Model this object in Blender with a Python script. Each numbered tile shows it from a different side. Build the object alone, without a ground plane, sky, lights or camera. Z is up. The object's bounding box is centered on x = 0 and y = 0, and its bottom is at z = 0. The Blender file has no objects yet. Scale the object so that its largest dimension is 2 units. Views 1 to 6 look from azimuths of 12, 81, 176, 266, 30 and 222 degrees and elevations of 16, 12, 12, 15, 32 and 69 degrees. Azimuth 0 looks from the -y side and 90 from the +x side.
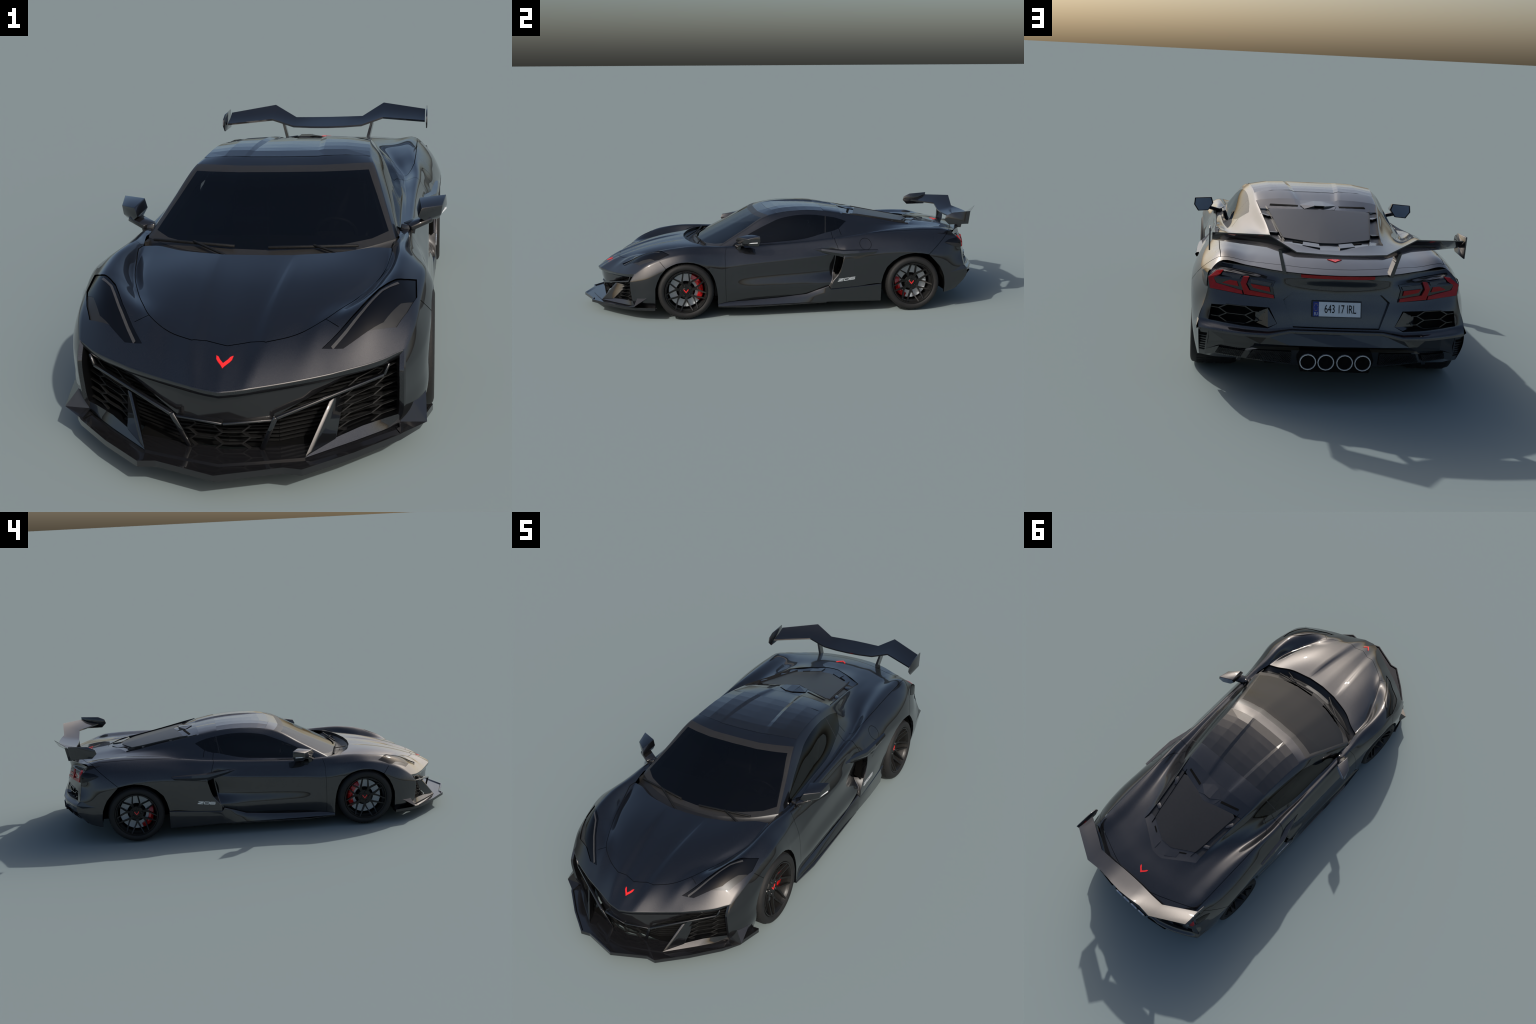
# A dark low-slung two-seat sports coupe with a tall rear wing, built from
# named character lines (rails) that are lofted into one skin, then cut along
# its shut lines into panels.  Metres, z up, nose towards -y.
import bpy, bmesh, math, random
import numpy as np
from mathutils import Vector, Matrix
from mathutils.bvhtree import BVHTree
from mathutils.geometry import tessellate_polygon

random.seed(7)

# ----------------------------------------------------------------- materials
def principled(name, base, rough=.4, metal=0., coat=0., coat_rough=.03, spec=.5,
               noise=0., noise_scale=300., bump=0., bump_scale=400., coat_ior=1.5):
    m = bpy.data.materials.new(name); m.use_nodes = True
    nt = m.node_tree; b = nt.nodes['Principled BSDF']
    b.inputs['Base Color'].default_value = (*base, 1)
    b.inputs['Roughness'].default_value = rough
    b.inputs['Metallic'].default_value = metal
    b.inputs['Coat Weight'].default_value = coat
    b.inputs['Coat Roughness'].default_value = coat_rough
    b.inputs['Coat IOR'].default_value = coat_ior
    b.inputs['Specular IOR Level'].default_value = spec
    if noise or bump:
        tc = nt.nodes.new('ShaderNodeTexCoord')
    if noise:
        n = nt.nodes.new('ShaderNodeTexNoise'); n.inputs['Scale'].default_value = noise_scale
        n.inputs['Detail'].default_value = 2
        r = nt.nodes.new('ShaderNodeValToRGB')
        r.color_ramp.elements[0].position = .35; r.color_ramp.elements[1].position = .65
        r.color_ramp.elements[0].color = tuple(c*(1-noise) for c in base)+(1,)
        r.color_ramp.elements[1].color = tuple(c*(1+noise) for c in base)+(1,)
        nt.links.new(tc.outputs['Object'], n.inputs['Vector'])
        nt.links.new(n.outputs['Fac'], r.inputs['Fac'])
        nt.links.new(r.outputs['Color'], b.inputs['Base Color'])
    if bump:
        n2 = nt.nodes.new('ShaderNodeTexNoise'); n2.inputs['Scale'].default_value = bump_scale
        bp = nt.nodes.new('ShaderNodeBump'); bp.inputs['Strength'].default_value = bump
        bp.inputs['Distance'].default_value = .0005
        nt.links.new(tc.outputs['Object'], n2.inputs['Vector'])
        nt.links.new(n2.outputs['Fac'], bp.inputs['Height'])
        nt.links.new(bp.outputs['Normal'], b.inputs['Normal'])
    return m

PAINT   = principled('metallic_black_paint', (.0195, .0201, .023), .39, .85, 1.0, .015, .5, .12, 900, coat_ior=1.72)
GLOSS   = principled('gloss_black', (.010, .010, .011), .12, 0, .6, .03, .5, .1, 500)
SATIN   = principled('satin_black', (.012, .012, .0125), .38, 0, 0, .1, .5, .15, 400)
DULL    = principled('matt_black_plastic', (.0065, .0065, .0065), .6, 0, 0, .1, .3, .2, 300)
VOIDM   = principled('deep_black', (.004, .004, .004), .9, 0, 0, .1, .1, .2, 100)
RUBBER  = principled('tyre_rubber', (.014, .0138, .0138), .66, 0, 0, .1, .35, .15, 260, .15, 600)
RIMM    = principled('dark_satin_rim', (.020, .0195, .019), .36, .55, 0, .1, .5, .1, 300)
DISC    = principled('brake_disc_steel', (.66, .70, .72), .45, .0, 0, .1, .5, .06, 220)
CALIPER = principled('caliper_red', (.50, .008, .008), .28, 0, .5, .05, .5, .08, 120)
RED     = principled('emblem_red', (.86, .022, .022), .35, 0, .3, .05, .5, .04, 200)
LAMPRED = principled('tail_lamp_red', (.34, .006, .008), .20, 0, 0, .03, .3, .08, 200)
SILVER  = principled('badge_silver', (.72, .74, .76), .25, .6, 0, .1, .5, .05, 300)
CHROME  = principled('exhaust_steel', (.55, .58, .62), .30, .7, 0, .1, .5, .06, 200)
MIRRORM = principled('mirror_glass', (.26, .32, .40), .15, 0, 0, .1, .5, .02, 50)
PLATEW  = principled('plate_white', (.60, .64, .68), .5, 0, 0, .1, .4, .03, 150)
PLATEB  = principled('plate_blue', (.012, .03, .22), .5, 0, 0, .1, .4, .06, 150)
PLATEY  = principled('plate_stars', (.45, .30, .10), .5, 0, 0, .1, .4, .05, 150)
FRIT    = principled('windscreen_border', (.022, .021, .020), .34, 0, 0, .1, .5, .1, 250)
LEATHER = principled('cabin_leather', (.020, .019, .018), .55, 0, 0, .1, .4, .2, 180, .2, 500)
WHITEL  = principled('indicator_white', (.80, .82, .84), .25, 0, .4, .05, .5, .03, 100)
GREYL   = principled('lamp_grey', (.055, .053, .052), .35, .2, .3, .05, .5, .08, 150)
DECKGL  = principled('engine_cover_glass', (.022, .022, .023), .30, 0, 0, .1, .5, .08, 120)
ROOFM   = principled('roof_panel_gloss', (.012, .013, .015), .16, .3, .8, .03, .5, .08, 300)

def glass(name, tint, gloss_rough=.02):
    m = bpy.data.materials.new(name); m.use_nodes = True
    nt = m.node_tree; nt.nodes.clear()
    out = nt.nodes.new('ShaderNodeOutputMaterial'); mix = nt.nodes.new('ShaderNodeMixShader')
    tr = nt.nodes.new('ShaderNodeBsdfTransparent'); gl = nt.nodes.new('ShaderNodeBsdfGlossy')
    fr = nt.nodes.new('ShaderNodeFresnel'); fr.inputs['IOR'].default_value = 1.5
    tc = nt.nodes.new('ShaderNodeTexCoord'); n = nt.nodes.new('ShaderNodeTexNoise')
    n.inputs['Scale'].default_value = 30
    r = nt.nodes.new('ShaderNodeValToRGB')
    r.color_ramp.elements[0].color = (tint*.92, tint*.95, tint*1.0, 1)
    r.color_ramp.elements[1].color = (tint, tint, tint*1.05, 1)
    nt.links.new(tc.outputs['Object'], n.inputs['Vector'])
    nt.links.new(n.outputs['Fac'], r.inputs['Fac']); nt.links.new(r.outputs['Color'], tr.inputs['Color'])
    gl.inputs['Roughness'].default_value = gloss_rough; gl.inputs['Color'].default_value = (.9, .9, .9, 1)
    nt.links.new(fr.outputs['Fac'], mix.inputs['Fac'])
    nt.links.new(tr.outputs['BSDF'], mix.inputs[1]); nt.links.new(gl.outputs['BSDF'], mix.inputs[2])
    nt.links.new(mix.outputs['Shader'], out.inputs['Surface'])
    return m
WINDOW  = glass('tinted_glass', .21)
LAMPGL  = principled('dark_lamp_lens', (.002, .0022, .003), .06, 0, 0, .02, .38, .1, 60)
LAMPLO  = principled('lamp_lower_facet', (.018, .0175, .017), .36, .0, 0, .03, .45, .15, 40)  # brownish grey, lighter than the lens: sunlight tinted into the base colour

# ------------------------------------------------------------- object makers
ROOT = bpy.data.objects.new('sports_car', None)
bpy.context.scene.collection.objects.link(ROOT)
ROOT['label'] = 'low dark grey two-seat sports coupe with tall rear wing'
ROOT['category'] = 'car'

def link(ob, parent=None):
    bpy.context.scene.collection.objects.link(ob); ob.parent = parent or ROOT
    return ob

def make(name, verts, faces, mat, parent=None, smooth=False, normals=None, angle=None, kind=None):
    me = bpy.data.meshes.new(name)
    me.from_pydata([tuple(v) for v in verts], [], [tuple(f) for f in faces])
    me.materials.append(mat)
    me.validate()
    if smooth or normals is not None:
        for p in me.polygons: p.use_smooth = True
    if normals is not None:
        me.normals_split_custom_set_from_vertices([tuple(n) for n in normals])
    elif smooth and angle:
        me.set_sharp_from_angle(angle=math.radians(angle))
    me.update()
    ob = link(bpy.data.objects.new(name, me), parent)
    if kind: ob['kind'] = kind
    return ob

def mirrored(verts, faces, normals=None):
    v = [(-p[0], p[1], p[2]) for p in verts]
    f = [tuple(reversed(q)) for q in faces]
    n = None if normals is None else [(-p[0], p[1], p[2]) for p in normals]
    return v, f, n

def pair(name, verts, faces, mat, **kw):
    "a part on the right side and its mirror image on the left side"
    nm = kw.pop('normals', None); par = kw.pop('parent', None)
    pr, pl = par if isinstance(par, tuple) else (par, par)
    a = make(name, verts, faces, mat, normals=nm, parent=pr, **kw)
    v, f, n = mirrored(verts, faces, nm)
    b = make(name, v, f, mat, normals=n, parent=pl, **kw)
    return a, b

def joined(name, verts, faces, mat, **kw):
    "a half part joined with its mirror image across x = 0"
    nm = kw.pop('normals', None)
    V = [list(p) for p in verts]; F = [tuple(f) for f in faces]
    N = None if nm is None else [list(n) for n in nm]
    idx = []
    for i, p in enumerate(verts):
        if abs(p[0]) < 2e-5:
            V[i][0] = 0.; idx.append(i)
            if N is not None:
                n = N[i]; l = math.hypot(n[1], n[2]) or 1; N[i] = [0, n[1]/l, n[2]/l]
        else:
            idx.append(len(V)); V.append([-p[0], p[1], p[2]])
            if N is not None: n = nm[i]; N.append([-n[0], n[1], n[2]])
    for f in faces: F.append(tuple(idx[i] for i in reversed(f)))
    return make(name, V, F, mat, normals=N, **kw)

def shape(): return [], []
def add(S, verts, faces):
    V, F = S; o = len(V); V.extend(verts); F.extend(tuple(i+o for i in f) for f in faces)
def prism(S, loop_a, loop_b, caps=True):
    n = len(loop_a); o = list(loop_a)+list(loop_b); f = []
    for i in range(n):
        j = (i+1) % n; f.append((i, j, n+j, n+i))
    if caps: f.append(tuple(reversed(range(n)))); f.append(tuple(range(n, 2*n)))
    add(S, o, f)
def beam(S, a, b, w, h, up=(0, 0, 1), w2=None, h2=None):
    a = Vector(a); b = Vector(b); d = (b-a).normalized(); up = Vector(up)
    s = d.cross(up).normalized(); u = s.cross(d)
    def loop(p, w, h): return [p+s*w/2+u*h/2, p-s*w/2+u*h/2, p-s*w/2-u*h/2, p+s*w/2-u*h/2]
    prism(S, loop(a, w, h), loop(b, w2 or w, h2 or h))
def box(S, lo, hi):
    x0, y0, z0 = lo; x1, y1, z1 = hi
    prism(S, [(x0, y0, z0), (x0, y1, z0), (x1, y1, z0), (x1, y0, z0)],
             [(x0, y0, z1), (x0, y1, z1), (x1, y1, z1), (x1, y0, z1)])
def grid(S, rows, close=False):
    m = len(rows[0]); V = [p for r in rows for p in r]; f = []
    for i in range(len(rows)-1):
        for j in range(m-1+(1 if close else 0)):
            k = (j+1) % m; f.append((i*m+j, i*m+k, (i+1)*m+k, (i+1)*m+j))
    add(S, V, f)
def lathe(S, prof, n, axis_at, sign=1):
    "profile of (radius, x offset) turned about an x axis through axis_at"
    ax, ay, az = axis_at; rows = []
    for r, x in prof:
        rows.append([(ax+sign*x, ay+r*math.cos(2*math.pi*i/n), az+r*math.sin(2*math.pi*i/n)) for i in range(n)])
    grid(S, rows, True)

def soften(ob, width, seg=2, angle=30):
    "rounded edges so that corners catch the light"
    bm = bmesh.new(); bm.from_mesh(ob.data)
    bmesh.ops.remove_doubles(bm, verts=bm.verts, dist=1e-6)
    bmesh.ops.recalc_face_normals(bm, faces=bm.faces)
    es = [e for e in bm.edges if len(e.link_faces) == 2 and e.calc_face_angle(0) > math.radians(angle)]
    bmesh.ops.bevel(bm, geom=es, offset=width, segments=seg, profile=.6, affect='EDGES', clamp_overlap=True)
    for f in bm.faces: f.smooth = True
    bm.to_mesh(ob.data); bm.free()
    ob.data.set_sharp_from_angle(angle=math.radians(45))
    return ob

# ------------------------------------------------------------------- splines
def tangents(P, sharp):
    n = len(P); L = np.zeros_like(P); R = np.zeros_like(P)
    d = np.linalg.norm(np.diff(P, axis=0), axis=1); d = np.maximum(d, 1e-6)
    s = np.diff(P, axis=0)/d[:, None]
    for i in range(n):
        if i == 0:
            m = s[0]; L[i] = R[i] = m
        elif i == n-1:
            L[i] = R[i] = s[-1]
        else:
            m = (s[i-1]*d[i]+s[i]*d[i-1])/(d[i-1]+d[i])
            k = sharp[i]
            L[i] = m*(1-k)+s[i-1]*k; R[i] = m*(1-k)+s[i]*k
    if n > 2:
        R[0] = 1.5*s[0]-.5*L[1]; L[-1] = 1.5*s[-1]-.5*R[-2]
    return L, R, d
def chain(P, subs, sharp=None):
    "Hermite spline through P with subs[i] pieces in span i"
    P = np.asarray(P, float); n = len(P)
    if sharp is None: sharp = [0]*n
    L, R, d = tangents(P, sharp); out = [P[0]]
    for i in range(n-1):
        for k in range(1, subs[i]+1):
            t = k/subs[i]; t2 = t*t; t3 = t2*t
            out.append((2*t3-3*t2+1)*P[i]+(t3-2*t2+t)*d[i]*R[i]+(3*t2-2*t3)*P[i+1]+(t3-t2)*d[i]*L[i+1])
    return np.array(out)

# --------------------------------------------------------------- body rails
# Stations along the car: 0 bonnet lip / bumper corner, 1 lamp, 2 lamp tail,
# 3 front wheel, 4 bonnet rear edge, 5 screen foot, 6 pillar, 7 screen head,
# 8 roof panel front, 9 roof, 10 roof panel rear / door end, 11 rear panel
# front, 12, 13 haunch, 14 rear wheel, 15, 16, 17 tail edge.
OUTER = {
 'valley':  [(.205,-.8365,.2045),(.2000,-.750,.2745),(.2436,-.628,.2895),(.287,-.510,.304),(.2995,-.400,.331),(.314,-.325,.336),
             (.322,-.200,.337),(.321,-.075,.341),(.320,-.030,.343),(.316,.080,.3475),(.306,.203,.3535),(.304,.290,.3555),
             (.288,.370,.361),(.264,.480,.379),(.251,.617,.390),(.245,.730,.388),(.250,.800,.385),(.255,.875,.3745)],
 'crest':   [(.300,-.780,.2145),(.266,-.744,.2730),(.323,-.606,.3295),(.320,-.505,.3425),(.318,-.400,.3435),(.331,-.325,.340),
             (.335,-.200,.337),(.336,-.075,.3415),(.3365,-.030,.344),(.337,.080,.351),(.339,.200,.3615),(.339,.283,.3695),
             (.332,.370,.380),(.318,.480,.392),(.309,.617,.3985),(.312,.730,.397),(.323,.795,.3895),(.330,.835,.373)],
 'shoulder':[(.343,-.745,.2225),(.3600,-.692,.2600),(.3680,-.628,.2875),(.378,-.520,.3135),(.369,-.400,.310),(.359,-.325,.311),
             (.354,-.200,.314),(.353,-.075,.317),(.353,-.030,.319),(.354,.080,.325),(.358,.200,.334),(.363,.285,.340),
             (.365,.370,.346),(.373,.480,.352),(.379,.617,.354),(.375,.720,.352),(.369,.785,.346),(.361,.865,.336)],
 'flank':   [(.344,-.767,.185),(.376,-.700,.205),(.392,-.600,.250),(.394,-.505,.284),(.386,-.400,.262),(.3815,-.325,.252),
             (.3800,-.200,.262),(.3785,-.075,.271),(.3780,-.030,.274),(.3745,.140,.2845),(.364,.235,.288),(.394,.270,.289),
             (.397,.360,.294),(.402,.480,.299),(.4095,.617,.294),(.409,.705,.282),(.396,.790,.272),(.360,.874,.290)],
 'waist':   [(.344,-.765,.135),(.379,-.700,.150),(.390,-.600,.190),(.392,-.505,.220),(.391,-.390,.190),(.387,-.325,.190),
             (.3845,-.200,.193),(.3825,-.075,.198),(.3815,-.030,.199),(.373,.130,.204),(.356,.221,.200),(.396,.240,.194),
             (.399,.360,.205),(.398,.470,.210),(.405,.617,.230),(.408,.740,.210),(.402,.800,.200),(.384,.884,.216)],
 'rocker':  [(.340,-.757,.085),(.376,-.700,.090),(.388,-.620,.110),(.390,-.505,.120),(.390,-.370,.120),(.387,-.320,.130),
             (.3915,-.200,.137),(.3920,-.075,.140),(.3920,-.030,.141),(.390,.125,.148),(.388,.207,.153),(.3965,.205,.148),
             (.397,.340,.168),(.394,.465,.172),(.400,.617,.140),(.400,.765,.140),(.396,.815,.140),(.3835,.899,.195)],
 'sill':    [(.330,-.750,.063),(.355,-.700,.058),(.375,-.640,.055),(.385,-.505,.055),(.3875,-.3525,.068),(.378,-.310,.074),
             (.373,-.200,.080),(.373,-.075,.087),(.373,-.030,.090),(.377,.080,.101),(.386,.195,.139),(.397,.203,.124),
             (.394,.335,.131),(.390,.4587,.139),(.390,.617,.060),(.388,.770,.080),(.386,.795,.084),(.380,.842,.0985)],
}
HOOD = {
 'centre':  [(0,-.926,.198),(0,-.865,.2355),(0,-.770,.275),(0,-.640,.312),(0,-.490,.3375)],
 'channel': [(.030,-.919,.199),(.038,-.850,.2385),(.048,-.755,.277),(.066,-.635,.3115),(.082,-.484,.3365)],
 'ridge':   [(.050,-.9135,.2005),(.068,-.840,.2475),(.074,-.745,.285),(.081,-.630,.3165),(.090,-.482,.3365)],
 'panel':   [(.124,-.875,.2000),(.140,-.790,.259),(.158,-.700,.293),(.175,-.600,.318),(.192,-.4535,.3365)],
 'edge':    [(.170,-.853,.2020),(.172,-.772,.2685),(.208,-.660,.294),(.245,-.565,.311),(.256,-.416,.3365)],
}
CABIN = {
 'centre':  [(0,-.438,.321),(0,-.280,.396),(0,-.118,.472),(0,-.072,.486),(0,.060,.4965),(0,.200,.4905),(0,.300,.4755),
             (0,.385,.462),(0,.500,.440),(0,.640,.415),(0,.755,.3975),(0,.850,.389),(0,.957,.370)],
 'groove':  [(.095,-.432,.321),(.100,-.276,.396),(.103,-.116,.472),(.093,-.070,.4866),(.080,.060,.4955),(.069,.200,.4893),(.060,.300,.4745),
             (.055,.380,.460),(.050,.500,.439),(.050,.640,.4145),(.050,.750,.397),(.060,.845,.3885),(.070,.952,.3705)],
 'bubble':  [(.113,-.429,.321),(.117,-.273,.396),(.119,-.113,.472),(.107,-.067,.4876),(.096,.060,.5005),(.085,.200,.4945),(.074,.300,.4790),
             (.070,.380,.461),(.070,.500,.4385),(.070,.640,.414),(.070,.750,.397),(.080,.843,.388),(.100,.947,.371)],
 'dome':    [(.210,-.395,.324),(.195,-.248,.398),(.175,-.101,.4722),(.165,-.056,.4865),(.155,.065,.4988),(.150,.200,.4915),(.145,.295,.4760),
             (.140,.375,.459),(.130,.495,.436),(.125,.630,.412),(.120,.745,.396),(.130,.835,.3875),(.170,.925,.372)],
 'cant':    [(.305,-.335,.335),(.270,-.205,.406),(.2358,-.080,.4705),(.2260,-.038,.4790),(.217,.080,.489),(.2095,.2012,.4815),(.2065,.287,.467),
             (.198,.370,.4515),(.184,.485,.430),(.1685,.618,.4045),(.165,.735,.3925),(.180,.815,.386),(.215,.900,.3735)],
 'glass_top':[(.309,-.320,.336),(.284,-.190,.393),(.256,-.060,.449),(.249,-.020,.459),(.238,.080,.470),(.229,.203,.4585),(.226,.290,.442),
             (.219,.370,.423),(.204,.485,.407),(.190,.618,.3965),(.190,.733,.3905),(.205,.810,.385),(.230,.890,.374)],
 'belt':    [(.3125,-.310,.336),(.312,-.190,.340),(.310,-.060,.347),(.309,-.020,.3505),(.302,.080,.3605),(.284,.198,.383),(.262,.285,.398),
             (.252,.370,.388),(.233,.485,.390),(.220,.618,.3925),(.215,.732,.3890),(.225,.805,.3845),(.243,.882,.374)],
}
N_ST = 18
ON, HN, CN = list(OUTER), list(HOOD), list(CABIN)
ST_SUB = [14]*N_ST
def rail_sharp(name, n, first):
    s = np.zeros(n)
    for i in range(n):
        st = first+i
        if name in ('groove', 'bubble', 'channel', 'ridge'): s[i] = .0
        if name in ('flank', 'waist', 'rocker', 'sill') and st in (10, 11): s[i] = 1
    return s
def along(rails, names, first):
    out = []
    for n in names:
        P = rails[n]; out.append(chain(P, ST_SUB[first:first+len(P)-1], rail_sharp(n, len(P), first)))
    return np.array(out)
def cross_sharp(name, st):
    "how hard the crease along a rail is at station st (0 soft, 1 hard)"
    st = float(st)
    if name in ('groove', 'bubble'): return 1. if st < 13 else .2
    if name in ('channel', 'ridge'): return .9
    if name == 'cant': return .9 if st < 10 else .55
    if name == 'belt': return .6 if st < 10 else max(0, .6-.3*(st-10))
    if name == 'valley': return 1. if st < 9.5 else max(0., 1-.6*(st-9.5))
    if name == 'shoulder': return .75 if st < 3 else max(.1, .75-.25*(st-3))
    if name == 'flank': return .8 if 4 < st < 10.5 else .35
    if name == 'edge': return .3
    return 0.
CROSS_SUB = {'centre': 4, 'channel': 3, 'ridge': 6, 'panel': 6, 'edge': 6, 'groove': 3, 'bubble': 6, 'dome': 7,
             'cant': 4, 'glass_top': 10, 'belt': 5, 'valley': 6, 'crest': 7, 'shoulder': 8, 'flank': 9, 'waist': 8, 'rocker': 7}

outer_fine = along(OUTER, ON, 0)
offs = np.concatenate([[0], np.cumsum(ST_SUB[:N_ST-1])])
SKV, SKF, SKI = [], [], []      # vertices, faces, (station span, rail name)
def skin(inner, inner_names, first, last):
    o = outer_fine[:, offs[first]:offs[last]+1]
    rails = np.concatenate([inner[:, :o.shape[1]], o]) if inner is not None else o
    names = (inner_names or [])+ON
    rows = []
    for k in range(rails.shape[1]):
        st = first+k/14.
        sh = [cross_sharp(n, st) for n in names]
        rows.append(chain(rails[:, k], [CROSS_SUB[n] for n in names[:-1]], sh))
    rows = np.array(rows); m = rows.shape[1]; base = len(SKV)
    SKV.extend(rows.reshape(-1, 3).tolist())
    span = [n for n in names[:-1] for _ in range(CROSS_SUB[n])]
    for i in range(rows.shape[0]-1):
        st = first+i//14
        for j in range(m-1):
            SKF.append((base+i*m+j, base+i*m+j+1, base+(i+1)*m+j+1, base+(i+1)*m+j)); SKI.append((st, span[j]))
    return rows
hood_rows = skin(along(HOOD, HN, 0), HN, 0, 4)
skin(None, None, 4, 5)
cab_rows = skin(along(CABIN, CN, 5), CN, 5, 17)

ALLN = HN+CN+ON
bm = bmesh.new()
lay_st = bm.faces.layers.int.new('st'); lay_rl = bm.faces.layers.int.new('rl'); lay_tag = bm.faces.layers.int.new('tag')
vs = [bm.verts.new(v) for v in SKV]
for f, (st, rl) in zip(SKF, SKI):
    try: fc = bm.faces.new([vs[i] for i in f])
    except ValueError: continue
    fc[lay_st] = st; fc[lay_rl] = ALLN.index(rl)+(100 if st >= 5 else 0)
bmesh.ops.remove_doubles(bm, verts=bm.verts, dist=2e-5)
bmesh.ops.dissolve_degenerate(bm, dist=1e-6, edges=bm.edges)
bm.normal_update()
# orient outwards: compare with direction from an inner spine
flip = sum(1 if f.normal.dot(f.calc_center_median()-Vector((0, f.calc_center_median().y, .15))) > 0 else -1 for f in bm.faces) < 0
if flip: bmesh.ops.reverse_faces(bm, faces=bm.faces)
bm.normal_update()
nl = [bm.verts.layers.float.new('n%d' % i) for i in range(3)]
for v in bm.verts:
    n = v.normal.copy()
    if abs(v.co.x) < 1e-5: n.x = 0; n.normalize()
    for i in range(3): v[nl[i]] = n[i]
BODY_BVH = BVHTree.FromBMesh(bm)

AX = {'yz': (1, 2, 0), 'xy': (0, 1, 2), 'xz': (0, 2, 1)}
def inside(p, poly):
    c = False; n = len(poly); x, y = p
    for i in range(n):
        x0, y0 = poly[i]; x1, y1 = poly[i-1]
        if (y0 > y) != (y1 > y) and x < (x1-x0)*(y-y0)/(y1-y0)+x0: c = not c
    return c
def cut(bm, poly, plane, ok=lambda f: True):
    "score the mesh along a closed outline seen along one axis; returns the faces inside it"
    a, b, _ = AX[plane]
    lo = (min(p[0] for p in poly)-.02, min(p[1] for p in poly)-.02)
    hi = (max(p[0] for p in poly)+.02, max(p[1] for p in poly)+.02)
    cand = set()
    for f in bm.faces:
        c = f.verts[0].co
        if lo[0] < c[a] < hi[0] and lo[1] < c[b] < hi[1] and ok(f): cand.add(f)
    n = len(poly)
    for i in range(n):
        p, q = poly[i-1], poly[i]
        dx, dy = q[0]-p[0], q[1]-p[1]
        l = math.hypot(dx, dy)
        if l < 1e-6: continue
        co = [0, 0, 0]; co[a] = p[0]; co[b] = p[1]
        no = [0, 0, 0]; no[a] = -dy/l; no[b] = dx/l
        x0, x1 = min(p[0], q[0])-1e-4, max(p[0], q[0])+1e-4; y0, y1 = min(p[1], q[1])-1e-4, max(p[1], q[1])+1e-4
        sel = []
        for f in cand:
            xs = [v.co[a] for v in f.verts]; ys = [v.co[b] for v in f.verts]
            if max(xs) < x0 or min(xs) > x1 or max(ys) < y0 or min(ys) > y1: continue
            sd = [(v.co[a]-p[0])*no[a]+(v.co[b]-p[1])*no[b] for v in f.verts]
            if max(sd) > 1e-7 and min(sd) < -1e-7: sel.append(f)
        if not sel: continue
        geom = set(sel)
        for f in sel: geom.update(f.edges); geom.update(f.verts)
        r = bmesh.ops.bisect_plane(bm, geom=list(geom), dist=1e-7, plane_co=co, plane_no=no)
        cand = {f for f in cand if f.is_valid}
        cand.update(g for g in r['geom'] if isinstance(g, bmesh.types.BMFace) and g.is_valid)
    res = []
    for f in cand:
        if not f.is_valid: continue
        c = f.calc_center_median()
        if inside((c[a], c[b]), poly): res.append(f)
    return res
def strip(line, w):
    "closed outline of a narrow band along an open line"
    L, R = [], []
    n = len(line)
    for i, p in enumerate(line):
        q0 = line[max(i-1, 0)]; q1 = line[min(i+1, n-1)]
        dx, dy = q1[0]-q0[0], q1[1]-q0[1]; l = math.hypot(dx, dy) or 1
        L.append((p[0]-dy/l*w/2, p[1]+dx/l*w/2)); R.append((p[0]+dy/l*w/2, p[1]-dx/l*w/2))
    return L+R[::-1]
def smooth_line(pts, sub=6):
    P = [(p[0], p[1], 0) for p in pts]
    return [(p[0], p[1]) for p in chain(P, [sub]*(len(P)-1))]
def rl(f): return f[lay_rl] % 100
def rname(f): return ALLN[f[lay_rl] % 100]
OUTSET = {ALLN.index(n) for n in ON}
def is_outer(f): return rl(f) in OUTSET
def low_side(f): return ALLN[rl(f)] in ('crest', 'shoulder', 'flank', 'waist', 'rocker')
def front(f): return f[lay_st] < 5

TAG = {}
def tag(name, faces, keep=()):
    k = TAG.setdefault(name, len(TAG)+1)
    for f in faces:
        if f[lay_tag] not in [TAG[n] for n in keep if n in TAG]: f[lay_tag] = k

# ---- outlines of the panels (right side)
HOOD_CUT = [(-.002, -.830), (0, -.830), (.043, -.814), (.075, -.818)]+smooth_line([(.075, -.818), (.13, -.787), (.181, -.746), (.2147, -.689), (.2436, -.628), (.2806, -.532), (.3026, -.4285)], 4)[1:]+[(.3005, -.403), (.295, -.385)]
HEADLAMP = [(.183, -.805), (.212, -.768), (.2494, -.7144), (.285, -.651), (.315, -.621), (.337, -.606), (.361, -.577), (.363, -.630), (.345, -.683), (.3245, -.7235), (.295, -.741), (.27, -.754), (.224, -.793)]
DLO = smooth_line([(-.272, .3365), (-.147, .3435), (-.034, .3505), (.100, .3615), (.196, .383), (.245, .3915), (.268, .3985)], 3)+[(.313, .4295), (.285, .440)]+smooth_line([(.255, .4495), (.207, .458), (.150, .4665), (.080, .4695), (.02, .4645), (-.03, .4555), (-.07, .441), (-.12, .4205), (-.18, .393)], 3)+[(-.262, .3475)]
F_ARCH = [(-.655, .02), (-.653, .155), (-.643, .187), (-.627, .220), (-.600, .252), (-.575, .266), (-.549, .276), (-.524, .2795), (-.498, .280), (-.468, .276), (-.439, .266), (-.414, .252), (-.392, .234), (-.374, .205), (-.363, .174), (-.3565, .140), (-.353, .104), (-.3525, .02)]
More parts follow.
